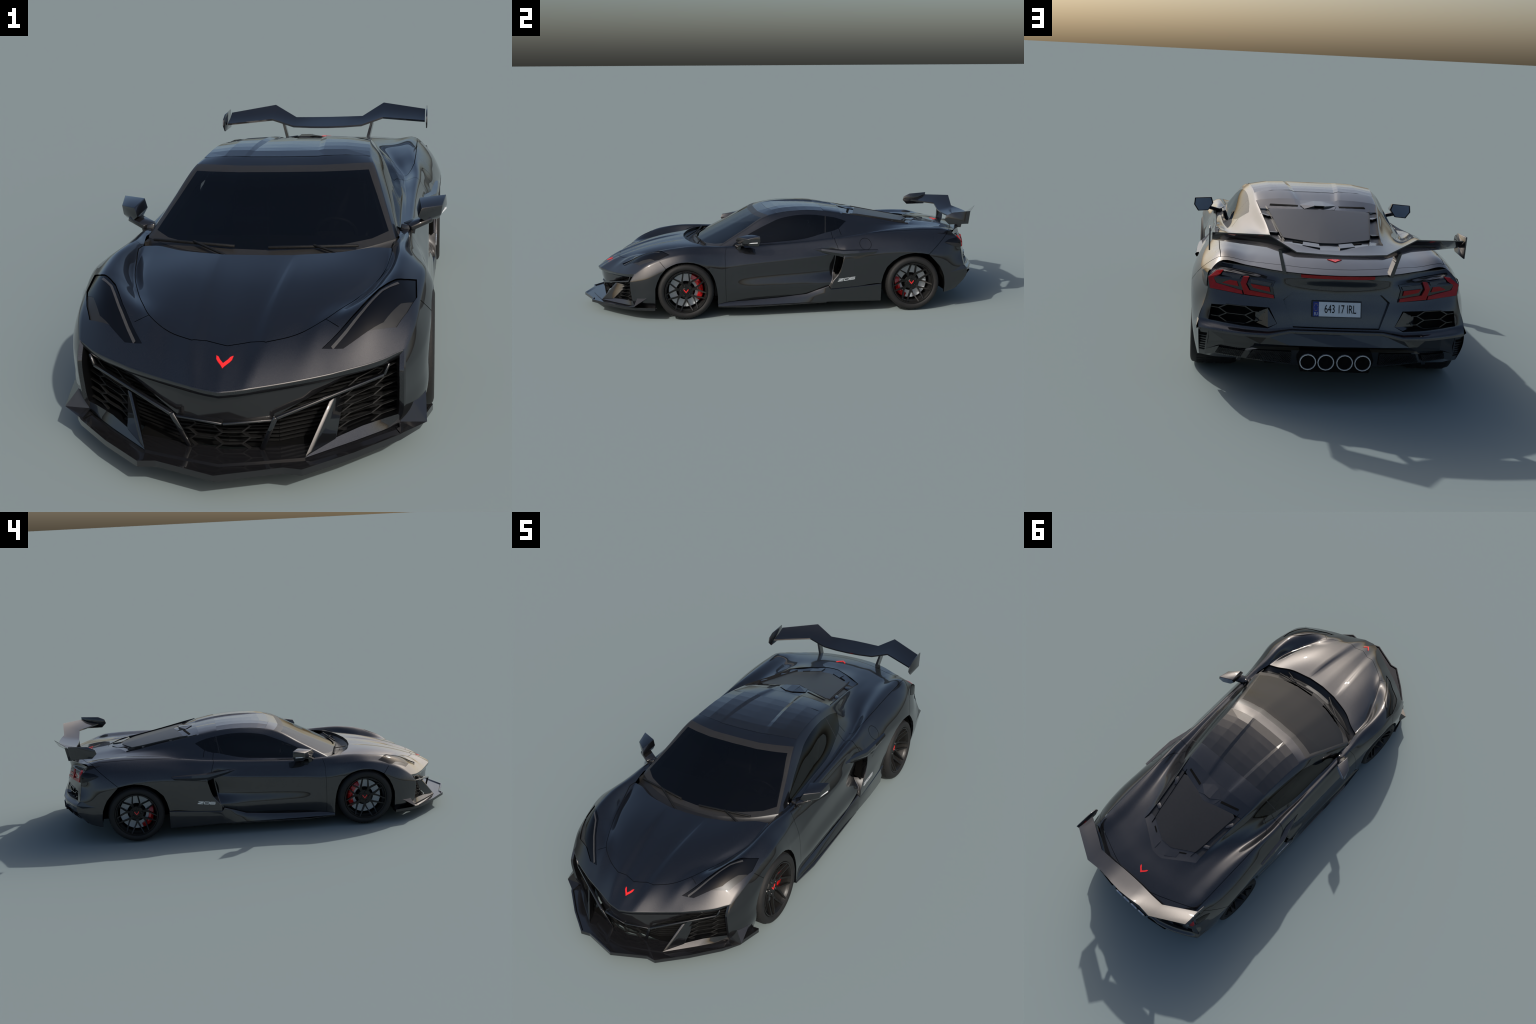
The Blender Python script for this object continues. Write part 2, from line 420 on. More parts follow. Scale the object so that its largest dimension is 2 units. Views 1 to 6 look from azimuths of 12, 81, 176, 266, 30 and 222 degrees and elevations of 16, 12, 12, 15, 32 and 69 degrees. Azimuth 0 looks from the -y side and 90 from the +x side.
R_ARCH = [(.4575, .02), (.4585, .145), (.467, .185), (.482, .221), (.512, .252), (.549, .276), (.582, .2865), (.617, .291), (.655, .2885), (.694, .281), (.724, .250), (.752, .219), (.766, .192), (.777, .164), (.782, .125), (.784, .02)]
GAP = .0018

faces_outer_low = low_side
tag('void', cut(bm, F_ARCH, 'yz', lambda f: low_side(f) and f[lay_st] < 6))
tag('void', cut(bm, R_ARCH, 'yz', lambda f: low_side(f) and f[lay_st] > 10))
arch_edges = [e for e in bm.edges if len(e.link_faces) == 2 and len({g[lay_tag] for g in e.link_faces}) == 2]
ARCH_PTS = [(e.verts[0].co.copy(), e.verts[1].co.copy()) for e in arch_edges]

# side glass and its divider
tag('door_window', cut(bm, DLO, 'yz', lambda f: f[lay_st] >= 5 and ALLN[rl(f)] in ('cant', 'glass_top', 'belt')))
tag('window_divider', [f for f in cut(bm, strip([(.2075, .462), (.195, .378)], .005), 'yz', lambda f: f[lay_tag] == TAG['door_window']) if f[lay_tag] == TAG['door_window']])
tag('quarter_window', [f for f in bm.faces if f[lay_tag] == TAG['door_window'] and f.calc_center_median().y > .195+(f.calc_center_median().z-.378)*.149])

# bonnet, lamp
front_top = lambda f: front(f) and f.normal.z > .05 and ALLN[rl(f)] not in ('waist', 'rocker')
hood_faces = cut(bm, HOOD_CUT+[(-.002, -.36)], 'xy', front_top)
tag('hood', hood_faces)
tag('panel_gap', cut(bm, strip(HOOD_CUT[1:], GAP), 'xy', front_top))
tag('headlight', cut(bm, HEADLAMP, 'xy', front_top))
tag('panel_gap', cut(bm, strip([(.184, -.741), (.212, -.757)], .0016), 'xy', front_top), ('headlight',))
# daytime light strip inside the lamp, parallel to its upper edge
DRL = strip([(.203, -.797), (.226, -.766), (.258, -.719), (.292, -.660), (.318, -.634), (.325, -.626)], .0055)
in_lamp = lambda f: f[lay_tag] == TAG['headlight']
tag('light_strip', [f for f in cut(bm, DRL, 'xy', in_lamp) if in_lamp(f)])
LOWLAMP = [(.222, -.795), (.245, -.775), (.300, -.728), (.333, -.672), (.365, -.64), (.35, -.69), (.33, -.73), (.27, -.76)]
tag('lamp_painted_sunlit', [f for f in cut(bm, LOWLAMP, 'xy', in_lamp) if in_lamp(f)])

# shut lines on the flanks
def flank_strip(line, w=GAP, ok=low_side): tag('panel_gap', cut(bm, strip(line, w), 'yz', ok), ('void', 'headlight', 'door_window', 'quarter_window'))
flank_strip([(-.6285, .2845), (-.613, .266), (-.598, .249)], .002, lambda f: low_side(f) and front(f))
flank_strip([(-.304, .338), (-.3095, .320), (-.3135, .300), (-.3145, .18), (-.312, .06)], .0013, lambda f: is_outer(f) and f[lay_st] < 7)
flank_strip([(.226, .389), (.232, .352), (.241, .325), (.2465, .305)], .002, lambda f: f[lay_st] > 8 and ALLN[rl(f)] in ('belt', 'valley', 'crest', 'shoulder'))
flank_strip([(.2685, .399), (.2775, .370)], .002, lambda f: f[lay_st] > 8 and ALLN[rl(f)] in ('glass_top', 'belt', 'valley', 'crest'))
flank_strip([(.8155, .386), (.804, .372), (.752, .3295), (.6925, .2805)], .0022, lambda f: low_side(f) and f[lay_st] > 12)
FUEL = [(.3795+.029*math.cos(a*math.pi/18), .337+.0262*math.sin(a*math.pi/18)) for a in range(36)]
FUEL_IN = [(.3795+.0272*math.cos(a*math.pi/18), .337+.0245*math.sin(a*math.pi/18)) for a in range(36)]
mid_side = lambda f: 10 < f[lay_st] < 14 and ALLN[rl(f)] in ('crest', 'shoulder', 'flank')
tag('fuel_gap', cut(bm, FUEL, 'yz', mid_side))
tag('fuel_door', cut(bm, FUEL_IN, 'yz', mid_side))
# engine lid shut line (seen from above)
LID = [(.300, .292), (.312, .301), (.3225, .325), (.330, .37), (.3315, .48), (.331, .60), (.330, .72), (.3264, .8166), (.2584, .8443), (.1603, .8838), (.0993, .9045), (.05, .914), (0, .918), (-.002, .918)]
top_rear = lambda f: f[lay_st] >= 10 and f.normal.z > .1 and ALLN[rl(f)] not in ('waist', 'rocker')
tag('deck_lid', cut(bm, LID+[(-.002, .300), (.207, .290), (.235, .289), (.262, .287)], 'xy', top_rear), ('void', 'door_window', 'quarter_window', 'panel_gap', 'fuel_door', 'fuel_gap'))
tag('panel_gap', cut(bm, strip(LID[:-1], .0022), 'xy', top_rear), ('void', 'door_window', 'quarter_window'))
# opening for the engine cover
RECESS = [(-.002, .303), (.207, .2885), (.2055, .300), (.1985, .357), (.1745, .560), (.171, .630), (.1735, .655), (.160, .6635), (.0277, .751), (-.002, .753)]
tag('engine_bay', cut(bm, RECESS, 'xy', top_rear))

# screen, header, roof
scr = lambda f: f[lay_st] in (5, 6) and ALLN[rl(f)] in ('centre', 'groove', 'bubble', 'dome') and f[lay_rl] >= 100
tag('windscreen_border', [f for f in bm.faces if scr(f)])
GLASS_IN = [(-.002, .4605), (.08, .4605), (.16, .4600), (.2275, .4595), (.258, .404), (.288, .349), (.250, .3395), (.18, .3335), (.10, .3305), (-.002, .3295)]
tag('windscreen', [f for f in cut(bm, GLASS_IN, 'xz', scr) if scr(f)])
tag('roof_header', [f for f in bm.faces if f[lay_st] == 7 and ALLN[rl(f)] in ('centre', 'groove', 'bubble', 'dome')])
tag('roof_void', [f for f in bm.faces if f[lay_st] in (8, 9) and ALLN[rl(f)] in ('centre', 'groove', 'bubble', 'dome')])
tag('roof_bow', [f for f in bm.faces if f[lay_st] == 10 and f[lay_tag] == 0 and ALLN[rl(f)] in ('centre', 'groove', 'bubble', 'dome')])
# the scoop mouth behind the door
tag('scoop_mouth', [f for f in bm.faces if f[lay_st] == 10 and ALLN[rl(f)] == 'flank'], ('panel_gap',))
tag('scoop_floor', [f for f in bm.faces if f[lay_st] == 10 and ALLN[rl(f)] in ('waist', 'rocker')], ('panel_gap',))

# everything left is painted body, named by where it sits
for f in bm.faces:
    if f[lay_tag]: continue
    c = f.calc_center_median(); st = f[lay_st]
    if front(f):
        gap_y = -.6285+(c.z-.2845)*-.85
        if c.y < gap_y and (c.z < .29 or st < 2) or c.y < -.742: nm = 'nose_bumper'
        else: nm = 'fender' if c.y < -.31 else 'door'
    else:
        up = ALLN[rl(f)] in ('centre', 'groove', 'bubble', 'dome', 'cant', 'glass_top')
        if is_outer(f) and c.y < -.312: nm = 'fender'
        elif c.y > .8155-(.386-c.z)*1.17 or st == 16 and not is_outer(f): nm = 'tail_bumper'
        elif is_outer(f) and st < 10 and c.y < .2465: nm = 'door' if c.y < .226+(.389-c.z)*.22 or c.z < .29 else 'quarter_panel'
        elif up and st < 11: nm = 'roof_frame'
        elif not is_outer(f) and c.y < .235: nm = 'door' if c.z < .40 else 'roof_frame'
        elif c.y < .30 and not is_outer(f): nm = 'roof_frame'
        else: nm = 'quarter_panel'
    tag(nm, [f])

def region(name):
    k = TAG.get(name); used = {}; V, F, N = [], [], []
    for f in bm.faces:
        if f[lay_tag] != k: continue
        q = []
        for v in f.verts:
            if v.index not in used:
                used[v.index] = len(V); V.append(v.co.copy())
                n = Vector((v[nl[0]], v[nl[1]], v[nl[2]])); N.append(n.normalized() if n.length > 1e-6 else Vector((0, 0, 1)))
            q.append(used[v.index])
        F.append(tuple(q))
    return V, F, N
bm.verts.index_update()
def inset(V, N, d): return [p-n*d for p, n in zip(V, N)]

for nm, mat, mode in (('hood', PAINT, 'j'), ('nose_bumper', PAINT, 'j'), ('fender', PAINT, 'p'), ('door', PAINT, 'p'),
                      ('quarter_panel', PAINT, 'p'), ('tail_bumper', PAINT, 'j'), ('roof_frame', PAINT, 'j'), ('deck_lid', PAINT, 'j'),
                      ('roof_header', PAINT, 'j'), ('roof_bow', PAINT, 'j'), ('fuel_door', PAINT, '1'), ('windscreen', WINDOW, 'j'),
                      ('windscreen_border', FRIT, 'j'), ('door_window', WINDOW, 'p'), ('quarter_window', WINDOW, 'p'),
                      ('window_divider', SATIN, 'p')):
    V, F, N = region(nm)
    if not F: print('EMPTY', nm); continue
    if mode == 'j': joined(nm, V, F, mat, normals=N)
    elif mode == 'p': pair(nm, V, F, mat, normals=N)
    else: pair(nm, V, F, mat, normals=N)
V, F, N = region('panel_gap'); joined('panel_gap', inset(V, N, .0022), F, VOIDM, normals=N)
V, F, N = region('headlight'); lampR, lampL = pair('headlight', inset(V, N, .0025), F, LAMPGL, normals=N)
V, F, N = region('light_strip'); pair('light_strip', inset(V, N, .0016), F, GREYL, normals=N, parent=(lampR, lampL))
V, F, N = region('lamp_painted_sunlit'); pair('lamp_painted_sunlit', inset(V, N, .0029), F, LAMPLO, normals=N, parent=(lampR, lampL))
V, F, N = region('fuel_gap')
make('panel_gap', inset(V, N, .0018), F, VOIDM, normals=N)
v, f, n = mirrored(V, F, N); make('quarter_panel', v, f, PAINT, normals=n)
V, F, N = region('scoop_floor'); pair('scoop_floor', V, F, SATIN, normals=N)  # blackened instead of body paint: darkens the mouth, drops the sun glint

# --------------------------------------------------- roof panel with facets
S = shape()
cols = [0, 2, 3, 4, 5]            # centre .. cant via rail names
names = ['centre', 'groove', 'bubble', 'dome', 'cant']
stn = 8
fine = along(CABIN, CN, 5)
ks = [int(round(v)) for v in np.linspace(42, 70, 7)]
rows = []
for k in ks:
    r = [Vector(fine[CN.index(n), k]) for n in names]
    rows.append([p+Vector((0, 0, .0008)) for p in r])
grid(S, rows)
S2 = (S[0], [tuple(reversed(f)) for f in S[1]])
rp = joined('roof_panel', *S2, ROOFM)

# ----------------------------------------------------------- arch liners
S = shape()
for a, b in ARCH_PTS:
    d = lambda p, dx: Vector((p.x-dx, p.y, p.z))
    add(S, [a, b, d(b, .012), d(a, .012)], [(0, 1, 2, 3)])
pair('wheel_arch_lip', *S, PAINT)
for nm, poly, xo, zl in (('wheel_well', F_ARCH, .372, .062), ('wheel_well', R_ARCH, .385, .092)):
    S = shape()
    pts = [(y, max(z, zl)) for y, z in poly]
    cy = sum(p[0] for p in pts)/len(pts)
    ex = [((y-cy)*1.03+cy, z*1.012) for y, z in pts]
    grid(S, [[(xo, y, z) for y, z in ex], [(.19, y, z) for y, z in ex]])
    add(S, [(.19, y, z) for y, z in ex], [tuple(range(len(ex)))])
    pair(nm, *S, VOIDM)

# ------------------------------------------------------------ small helpers
def down(x, y, z0=1.):
    h = BODY_BVH.ray_cast(Vector((x, y, z0)), Vector((0, 0, -1)))
    return h[0].z if h[0] else .35
def across(y, z, x0=1.):
    h = BODY_BVH.ray_cast(Vector((x0, y, z)), Vector((-1, 0, 0)))
    return h[0].x if h[0] else BODY_BVH.find_nearest(Vector((.37, y, z)))[0].x
def resample(P, n):
    P = np.asarray(P, float); d = np.r_[0, np.cumsum(np.linalg.norm(np.diff(P, axis=0), axis=1))]
    t = np.linspace(0, d[-1], n); return np.array([[np.interp(v, d, P[:, i]) for i in range(3)] for v in t])
def off(P, dx=0, dy=0, dz=0): return [(p[0]+dx, p[1]+dy, p[2]+dz) for p in P]
def hexnet(S, patch, nu, nv, w, depth, keep=None):
    "honeycomb bars on a patch(u, v) -> point, u and v in 0..1; nu x nv cells"
    pu, pv = 1./nu, 1./nv
    segs = set()
    def rnd(p): return (round(p[0], 5), round(p[1], 5))
    for i in range(-1, nu*2+2):
        for j in range(-1, nv+2):
            cx = i*pu*.75*1.15; cy = (j+(.5 if i % 2 else 0))*pv
            a = pu*.575; h = pv*.5
            c = [(cx-a, cy), (cx-a*.55, cy+h), (cx+a*.55, cy+h), (cx+a, cy), (cx+a*.55, cy-h), (cx-a*.55, cy-h)]
            for k in range(6):
                p, q = rnd(c[k]), rnd(c[(k+1) % 6]); segs.add((min(p, q), max(p, q)))
    for p, q in sorted(segs):
        m = 6; pts = [(p[0]+(q[0]-p[0])*t/m, p[1]+(q[1]-p[1])*t/m) for t in range(m+1)]
        ins = [0 <= a <= 1 and 0 <= b <= 1 and (keep is None or keep(a, b)) for a, b in pts]
        if not any(ins): continue
        k0 = ins.index(True); k1 = m-ins[::-1].index(True)
        if k1-k0 < 1: continue
        beam(S, patch(*pts[k0]), patch(*pts[k1]), w, depth, up=(0, 1, 0))
def bilinear(a, b, c, d):
    a, b, c, d = map(Vector, (a, b, c, d))
    return lambda u, v: (a*(1-u)+b*u)*(1-v)+(c*(1-u)+d*u)*v
def line_at(P, x):
    xs = [p[0] for p in P]; return Vector((x, np.interp(x, xs, [p[1] for p in P]), np.interp(x, xs, [p[2] for p in P])))

# ------------------------------------------------------------------- cowl
n_h = sum(CROSS_SUB[n] for n in HN)+1; n_c = sum(CROSS_SUB[n] for n in ('centre', 'groove', 'bubble', 'dome'))+1
edge = resample(hood_rows[-1][:n_h], 24); foot = resample(cab_rows[0][:n_c], 24)
S = shape()
mid = [(a*.45+b*.55) for a, b in zip(edge, foot)]
grid(S, [off(edge, 0, .0005, -.001), off(edge, 0, .003, -.014), off(mid, 0, 0, -.020), off(foot, 0, -.004, -.008), off(foot, 0, .002, .0005)])
joined('cowl', *S, SATIN, smooth=True, angle=40)
# wipers
def wiper(a, b, arm):
    S = shape()
    beam(S, a, b, .007, .006); beam(S, (Vector(a)+Vector(b))/2+Vector((0, 0, .004)), arm, .006, .005)
    soften(make('wiper', *S, DULL), .001, 1)
wiper((.014, -.4257, .337), (.223, -.3976, .3355), (.20, -.440, .322))
wiper((-.28, -.372, .340), (-.068, -.4193, .338), (-.06, -.470, .322))

# ---------------------------------------------------------- front fascia
n_lip = n_h-1+CROSS_SUB['valley']+CROSS_SUB['crest']+1
LIP = hood_rows[0][:n_lip]
S = shape()
grid(S, [off(LIP, 0, .0035, .0015), off(LIP, 0, .0008, .0003), off(LIP, 0, -.0010, -.0012), off(LIP, 0, -.0016, -.0032), off(LIP, 0, .0016, -.0145), off(LIP, 0, .0030, -.0155), off(LIP, 0, .030, -.0165)])
joined('bumper_lip', *S, PAINT, smooth=True, angle=60)
CORNER = hood_rows[0][n_lip-1:]
S = shape()
grid(S, [CORNER, off(CORNER, -.003, -.0035, 0), off(CORNER, -.012, -.002, 0), off(CORNER, -.018, .012, 0), off(CORNER, -.022, .060, 0)])
pair('bumper_corner', *S, PAINT, smooth=True, angle=50)
# gloss panel under the lip
xs = [0, .05, .0958, .15, .20, .245]
bot = [(0, -.9015, .1228), (.05, -.895, .1255), (.0958, -.886, .1293), (.15, -.852, .1515), (.20, -.822, .1715), (.245, -.795, .190)]
top = [line_at(LIP, x)+Vector((0, .012, -.0150)) for x in xs]
mids = [t*.5+Vector(b)*.5+Vector((0, -.002, 0)) for t, b in zip(top, bot)]
S = shape()
grid(S, [top, mids, bot, off(bot, 0, .006, -.003), off(bot, 0, .05, .0)])
joined('grille_panel', *S, GLOSS, smooth=True, angle=35)
# moustache bar that frames the centre intake
S = shape()
BK, BO, BL = Vector((.1034, -.897, .1345)), Vector((.301, -.775, .1785)), Vector((.0723, -.8885, .062))
beam(S, BK, BO, .010, .0065); beam(S, BO, BO+Vector((.010, .008, .022)), .010, .006)
beam(S, BK+Vector((0, 0, .001)), BL, .010, .0065, up=(0, -1, 0))
a, b = pair('grille_bar', *S, PAINT)
soften(a, .0012, 1); soften(b, .0012, 1)
S = shape(); beam(S, (-.097, -.890, .1275), (0, -.9035, .1215), .012, .005); beam(S, (.097, -.890, .1275), (0, -.9035, .1215), .012, .005)
soften(make('grille_bar', *S, PAINT), .001, 1)
# fang between centre duct and outer intake
S = shape()
prism(S, [(.1585, -.912, .0605), (.170, -.903, .0675), (.213, -.855, .0740), (.178, -.868, .062)],
         [(.2010, -.843, .150), (.2115, -.836, .153), (.2260, -.785, .142), (.212, -.790, .150)])
a, b = pair('bumper_fang', *S, PAINT); soften(a, .002, 2); soften(b, .002, 2)
# lower frame and centre shelf
low = [(.1585, -.912, .0605), (.25, -.832, .0615), (.300, -.785, .062), (.332, -.7535, .0635)]
topf = [(.1906, -.873, .0734), (.26, -.806, .080), (.305, -.772, .083), (.336, -.755, .087)]
S = shape()
grid(S, [[(p[0], p[1]+.012, .047) for p in low], low, topf, [(p[0], p[1]+.045, p[2]+.002) for p in topf]])
pair('bumper_frame', *S, PAINT, smooth=True, angle=30)
S = shape()
fr = [(0, -.953, .0605), (.08, -.9335, .0607), (.160, -.9112, .061)]; bk = [(0, -.895, .0613), (.075, -.880, .062), (.185, -.850, .062)]
grid(S, [off(fr, 0, .012, -.013), off(fr, 0, .0, -.004), fr, bk])
joined('bumper_shelf', *S, GLOSS, smooth=True, angle=30)
# honeycomb inserts and the radiators behind them
S = shape()
hexnet(S, bilinear((.190, -.845, .074), (.336, -.737, .084), (.216, -.800, .160), (.338, -.730, .206)), 2, 6, .0017, .007)
pair('honeycomb_grille', *S, DULL, kind='stuff')
S = shape()
cpatch = lambda u, v: Vector(((u-.5)*.19, -.893+abs(u-.5)*.035+v*.006, .060+v*.072))
hexnet(S, cpatch, 3, 3, .0017, .007, keep=lambda u, v: abs(u-.5)*.19 < .072+v*.03)
make('honeycomb_grille', *S, DULL, kind='stuff')
S = shape()
wall = [(0, -.860), (.10, -.848), (.20, -.790), (.30, -.715), (.345, -.690)]
for i in range(17):
    z = .064+i*.0085
    for a, b in zip(wall, wall[1:]): beam(S, (a[0], a[1], z), (b[0], b[1], z), .006, .0035)
joined('radiator_slat', *S, DULL, kind='stuff')
S = shape()
grid(S, [[(x, y+.006, .045) for x, y in wall], [(x, y+.006, .215) for x, y in wall]])
joined('radiator', *S, VOIDM)

# ---------------------------------------------------------------- splitter
out = [(0, -1.0), (.124, -.956), (.160, -.960), (.25, -.885), (.335, -.800), (.372, -.745), (.397, -.656)]
inn = [(0, -.90), (.10, -.88), (.15, -.86), (.23, -.80), (.30, -.73), (.33, -.68), (.35, -.652)]
S = shape()
zt, zb = .0575, .0495
def ring(z, k=0): return [(x-k*.3, y+k, z) for x, y in out]
grid(S, [[(x, y, zt) for x, y in inn], [(x*.985, y+.010, zt) for x, y in out], [(x*.992, y+.005, zt+.005) for x, y in out],
         [(x, y, zt+.005) for x, y in out], [(x, y, zb) for x, y in out], [(x, y, zb) for x, y in inn]])
joined('splitter', *S, GLOSS, smooth=True, angle=20)
# corner dive planes
S = shape()
T, Pp, Q = (.381, -.664, .128), (.3862, -.757, .071), (.336, -.793, .0605)
Ti, Pi, Qi = (.372, -.655, .122), (.352, -.735, .115), (.330, -.752, .066)
Tb, Pb = (.350, -.655, .062), (.345, -.735, .060)
V = [T, Pp, Q, Ti, Pi, Qi, Tb, Pb, (.322, -.760, .058), (.34, -.652, .062)]
F = [(0, 4, 1), (0, 3, 4), (1, 4, 5), (1, 5, 2), (0, 1, 7), (0, 7, 6), (1, 2, 8), (1, 8, 7), (3, 0, 6), (3, 6, 9)]
add(S, V, F)
pair('dive_plane', *S, GLOSS)

# -------------------------------------------------------- sills and skirts
prof = [(-.352, .3845, .071, .3865, .058), (-.30, .376, .0735, .3875, .0565), (-.20, .374, .077, .389, .056), (-.05, .376, .0855, .3895, .057), (.085, .3805, .0985, .3895, .058),
        (.135, .385, .117, .391, .0585), (.192, .3935, .1365, .392, .058), (.203, .398, .1225, .392, .058), (.33, .395, .1295, .390, .0545), (.4587, .390, .1375, .3815, .0500)]
S = shape(); rows = [[], [], [], [], [], []]
for y, xt, zt_, xb, zb_ in prof:
    rows[0].append((xt-.030, y, zt_-.003)); rows[1].append((xt-.002, y, zt_)); rows[2].append((xt+.001, y, zt_-.003))
    rows[3].append(((xt+xb)/2+.0015, y, (zt_+zb_)/2)); rows[4].append((xb, y, zb_)); rows[5].append((xb-.07, y, zb_-.002))
grid(S, rows)
add(S, [rows[k][-1] for k in range(6)], [(5, 4, 3, 2, 1, 0)]); add(S, [rows[k][0] for k in range(6)], [(0, 1, 2, 3, 4, 5)])
pair('sill_skirt', *S, PAINT, smooth=True, angle=35)
S = shape()
ya = [(-.352, .388, .0575), (-.22, .397, .0525), (0, .394, .0555), (.182, .3915, .0590)]
prism(S, [(x, y, z) for y, x, z in ya]+[(.34, .182, .059), (.34, -.352, .0575)], [(x, y, z-.005) for y, x, z in ya]+[(.34, .182, .054), (.34, -.352, .0525)])
pair('skirt_blade', *S, GLOSS)
# boomerang blade above the intake
U = [(.3425, .066, .3265), (.366, .160, .3185), (.3965, .262, .3095), (.4005, .34, .3100), (.4015, .436, .3105)]
Lw = [(.3435, .062, .3190), (.366, .160, .3010), (.3910, .2636, .2785), (.4000, .34, .2850), (.4025, .425, .2955)]
S = shape()
Md = [((a[0]+c[0])/2+.0045, (a[1]+c[1])/2, a[2]*.55+c[2]*.45) for a, c in zip(U, Lw)]
grid(S, [[(p[0]-.02, p[1], p[2]+.004) for p in U], U, Md, Lw, [(p[0]-.035, p[1]+.004, p[2]+.003) for p in Lw]])
pair('intake_blade', *S, PAINT, smooth=True, angle=12)
# facet under the blade that points down into the scoop
S = shape()
add(S, [(.3915, .262, .279), (.398, .3, .2795), (.402, .425, .2950), (.4010, .33, .268), (.3975, .288, .2515), (.388, .278, .2500), (.375, .262, .270)],
    [(0, 1, 3, 4), (1, 2, 3), (0, 4, 5, 6)])
pair('intake_facet', *S, PAINT)
# intake mouth: dark duct
S = shape()
mouth = [(.268, .284), (.281, .252), (.260, .220), (.241, .193), (.222, .196), (.226, .22), (.234, .25), (.237, .287)]
grid(S, [[(.388, y, z) for y, z in mouth], [(.300, y+.05, z) for y, z in mouth]], True)
add(S, [(.300, y+.05, z) for y, z in mouth], [tuple(range(8))])
pair('intake_duct', *S, VOIDM)
S = shape()
fr_ = [(.3965, .2815, .2515), (.3995, .241, .192)]
grid(S, [fr_, off(fr_, -.012, -.003, 0), off(fr_, -.06, .03, 0)])
pair('intake_frame', *S, PAINT, smooth=True, angle=50)
# inner wall of the scoop
S = shape()
dr = [(.3635, .237, .288), (.359, .231, .25), (.356, .222, .200)]
grid(S, [dr, off(dr, -.012, .02, 0), off(dr, -.05, .09, 0)])
pair('scoop_wall', *S, GLOSS, smooth=True, angle=60)

# ------------------------------------------------------------- rear fascia
XS_N = 8
TAILROWS = [
 [(0,.957,.370),(.070,.952,.3705),(.130,.939,.3715),(.180,.920,.3725),(.230,.890,.374),(.275,.864,.3735),(.305,.849,.373),(.330,.835,.372)],
 [(0,.954,.366),(.070,.949,.3665),(.130,.936,.3675),(.180,.917,.3685),(.230,.887,.370),(.275,.861,.3705),(.305,.847,.3705),(.331,.835,.3705)],
 [(0,.952,.352),(.070,.950,.352),(.130,.939,.352),(.180,.921,.353),(.230,.893,.355),(.275,.868,.357),(.310,.852,.360),(.340,.845,.364)],
 [(0,.944,.335),(.070,.943,.335),(.130,.939,.336),(.180,.928,.339),(.250,.903,.347),(.300,.879,.352),(.330,.8665,.351),(.361,.865,.336)],
 [(0,.949,.300),(.070,.949,.300),(.130,.947,.299),(.180,.9375,.297),(.250,.914,.299),(.310,.891,.302),(.340,.879,.303),(.3605,.871,.304)],
 [(0,.960,.260),(.070,.960,.260),(.130,.958,.260),(.180,.950,.261),(.250,.930,.260),(.310,.909,.258),(.345,.893,.257),(.366,.878,.252)],
 [(0,.971,.2175),(.070,.971,.2175),(.130,.970,.2170),(.190,.964,.2085),(.250,.946,.208),(.310,.920,.210),(.350,.898,.2125),(.382,.886,.216)],
 [(0,.978,.2145),(.070,.978,.2145),(.130,.977,.2145),(.190,.979,.2010),(.260,.962,.1990),(.320,.936,.198),(.355,.919,.198),(.384,.902,.198)],
 [(0,.978,.206),(.070,.978,.206),(.130,.977,.206),(.190,.979,.1925),(.260,.962,.1905),(.320,.936,.1900),(.355,.919,.190),(.383,.900,.190)],
]
# the outer end of every row sits exactly on the rear edge of the flank
rim_ = sorted(((p[2], p[0], p[1]) for p in cab_rows[-1][-(1+sum(CROSS_SUB[n] for n in ('crest', 'shoulder', 'flank', 'waist', 'rocker'))):]))
for r in TAILROWS[1:]:
    z = r[-1][2]; r[-1] = (float(np.interp(z, [q[0] for q in rim_], [q[1] for q in rim_])), float(np.interp(z, [q[0] for q in rim_], [q[2] for q in rim_]))+.0003, z)
rows = [chain(r, [6]*7, [0, 0, 1, 1, .2, 0, 0, 0] if k >= 6 else None) for k, r in enumerate(TAILROWS)]
cols = []
for j in range(len(rows[0])):
    cols.append(chain([r[j] for r in rows], [2, 5, 6, 8, 8, 8, 3, 2], [0, .9, .7, .5, .1, 0, .9, .9, 0]))
tb = bmesh.new()
lt = tb.faces.layers.int.new('tag')
tv = [[tb.verts.new(p) for p in c] for c in cols]
for i in range(len(cols)-1):
    for j in range(len(cols[0])-1): tb.faces.new((tv[i][j], tv[i][j+1], tv[i+1][j+1], tv[i+1][j]))
tb.normal_update()
if sum(f.normal.y for f in tb.faces) < 0: bmesh.ops.reverse_faces(tb, faces=tb.faces); tb.normal_update()
TAIL_BVH = BVHTree.FromBMesh(tb)
tnl = [tb.verts.layers.float.new('n%d' % i) for i in range(3)]
for v in tb.verts:
    n = v.normal.copy()
    if abs(v.co.x) < 1e-5: n.x = 0; n.normalize()
    for i in range(3): v[tnl[i]] = n[i]
def tail(x, z):
    h = TAIL_BVH.ray_cast(Vector((x, 1.5, z)), Vector((0, -1, 0)))
    return h[0].y if h[0] else TAIL_BVH.find_nearest(Vector((x, .9, z)))[0].y
VENT = [(.349, .261), (.27, .2675), (.188, .270), (.165, .2285), (.19, .2145), (.26, .2135), (.356, .2165)]
PLATE_REC = [(-.002, .3145), (.126, .3145), (.150, .294), (.121, .2215), (-.002, .2205)]
vent_f = cut(tb, VENT, 'xz'); plate_f = cut(tb, PLATE_REC, 'xz')
tb.faces.index_update()
for f in vent_f: f[lt] = 1
for f in plate_f: f[lt] = 2
def tregion(k):
    used = {}; V, F, N = [], [], []
    for f in tb.faces:
        if f[lt] != k: continue
        q = []
        for v in f.verts:
            if v not in used:
                used[v] = len(V); V.append(v.co.copy()); N.append(Vector((v[tnl[0]], v[tnl[1]], v[tnl[2]])).normalized())
            q.append(used[v])
        F.append(tuple(q))
    return V, F, N
V, F, N = tregion(0); joined('tail_fascia', V, F, PAINT, normals=N)
V, F, N = tregion(2); joined('plate_recess', [p-Vector((0, .011, 0)) for p in V], F, PAINT, normals=N)
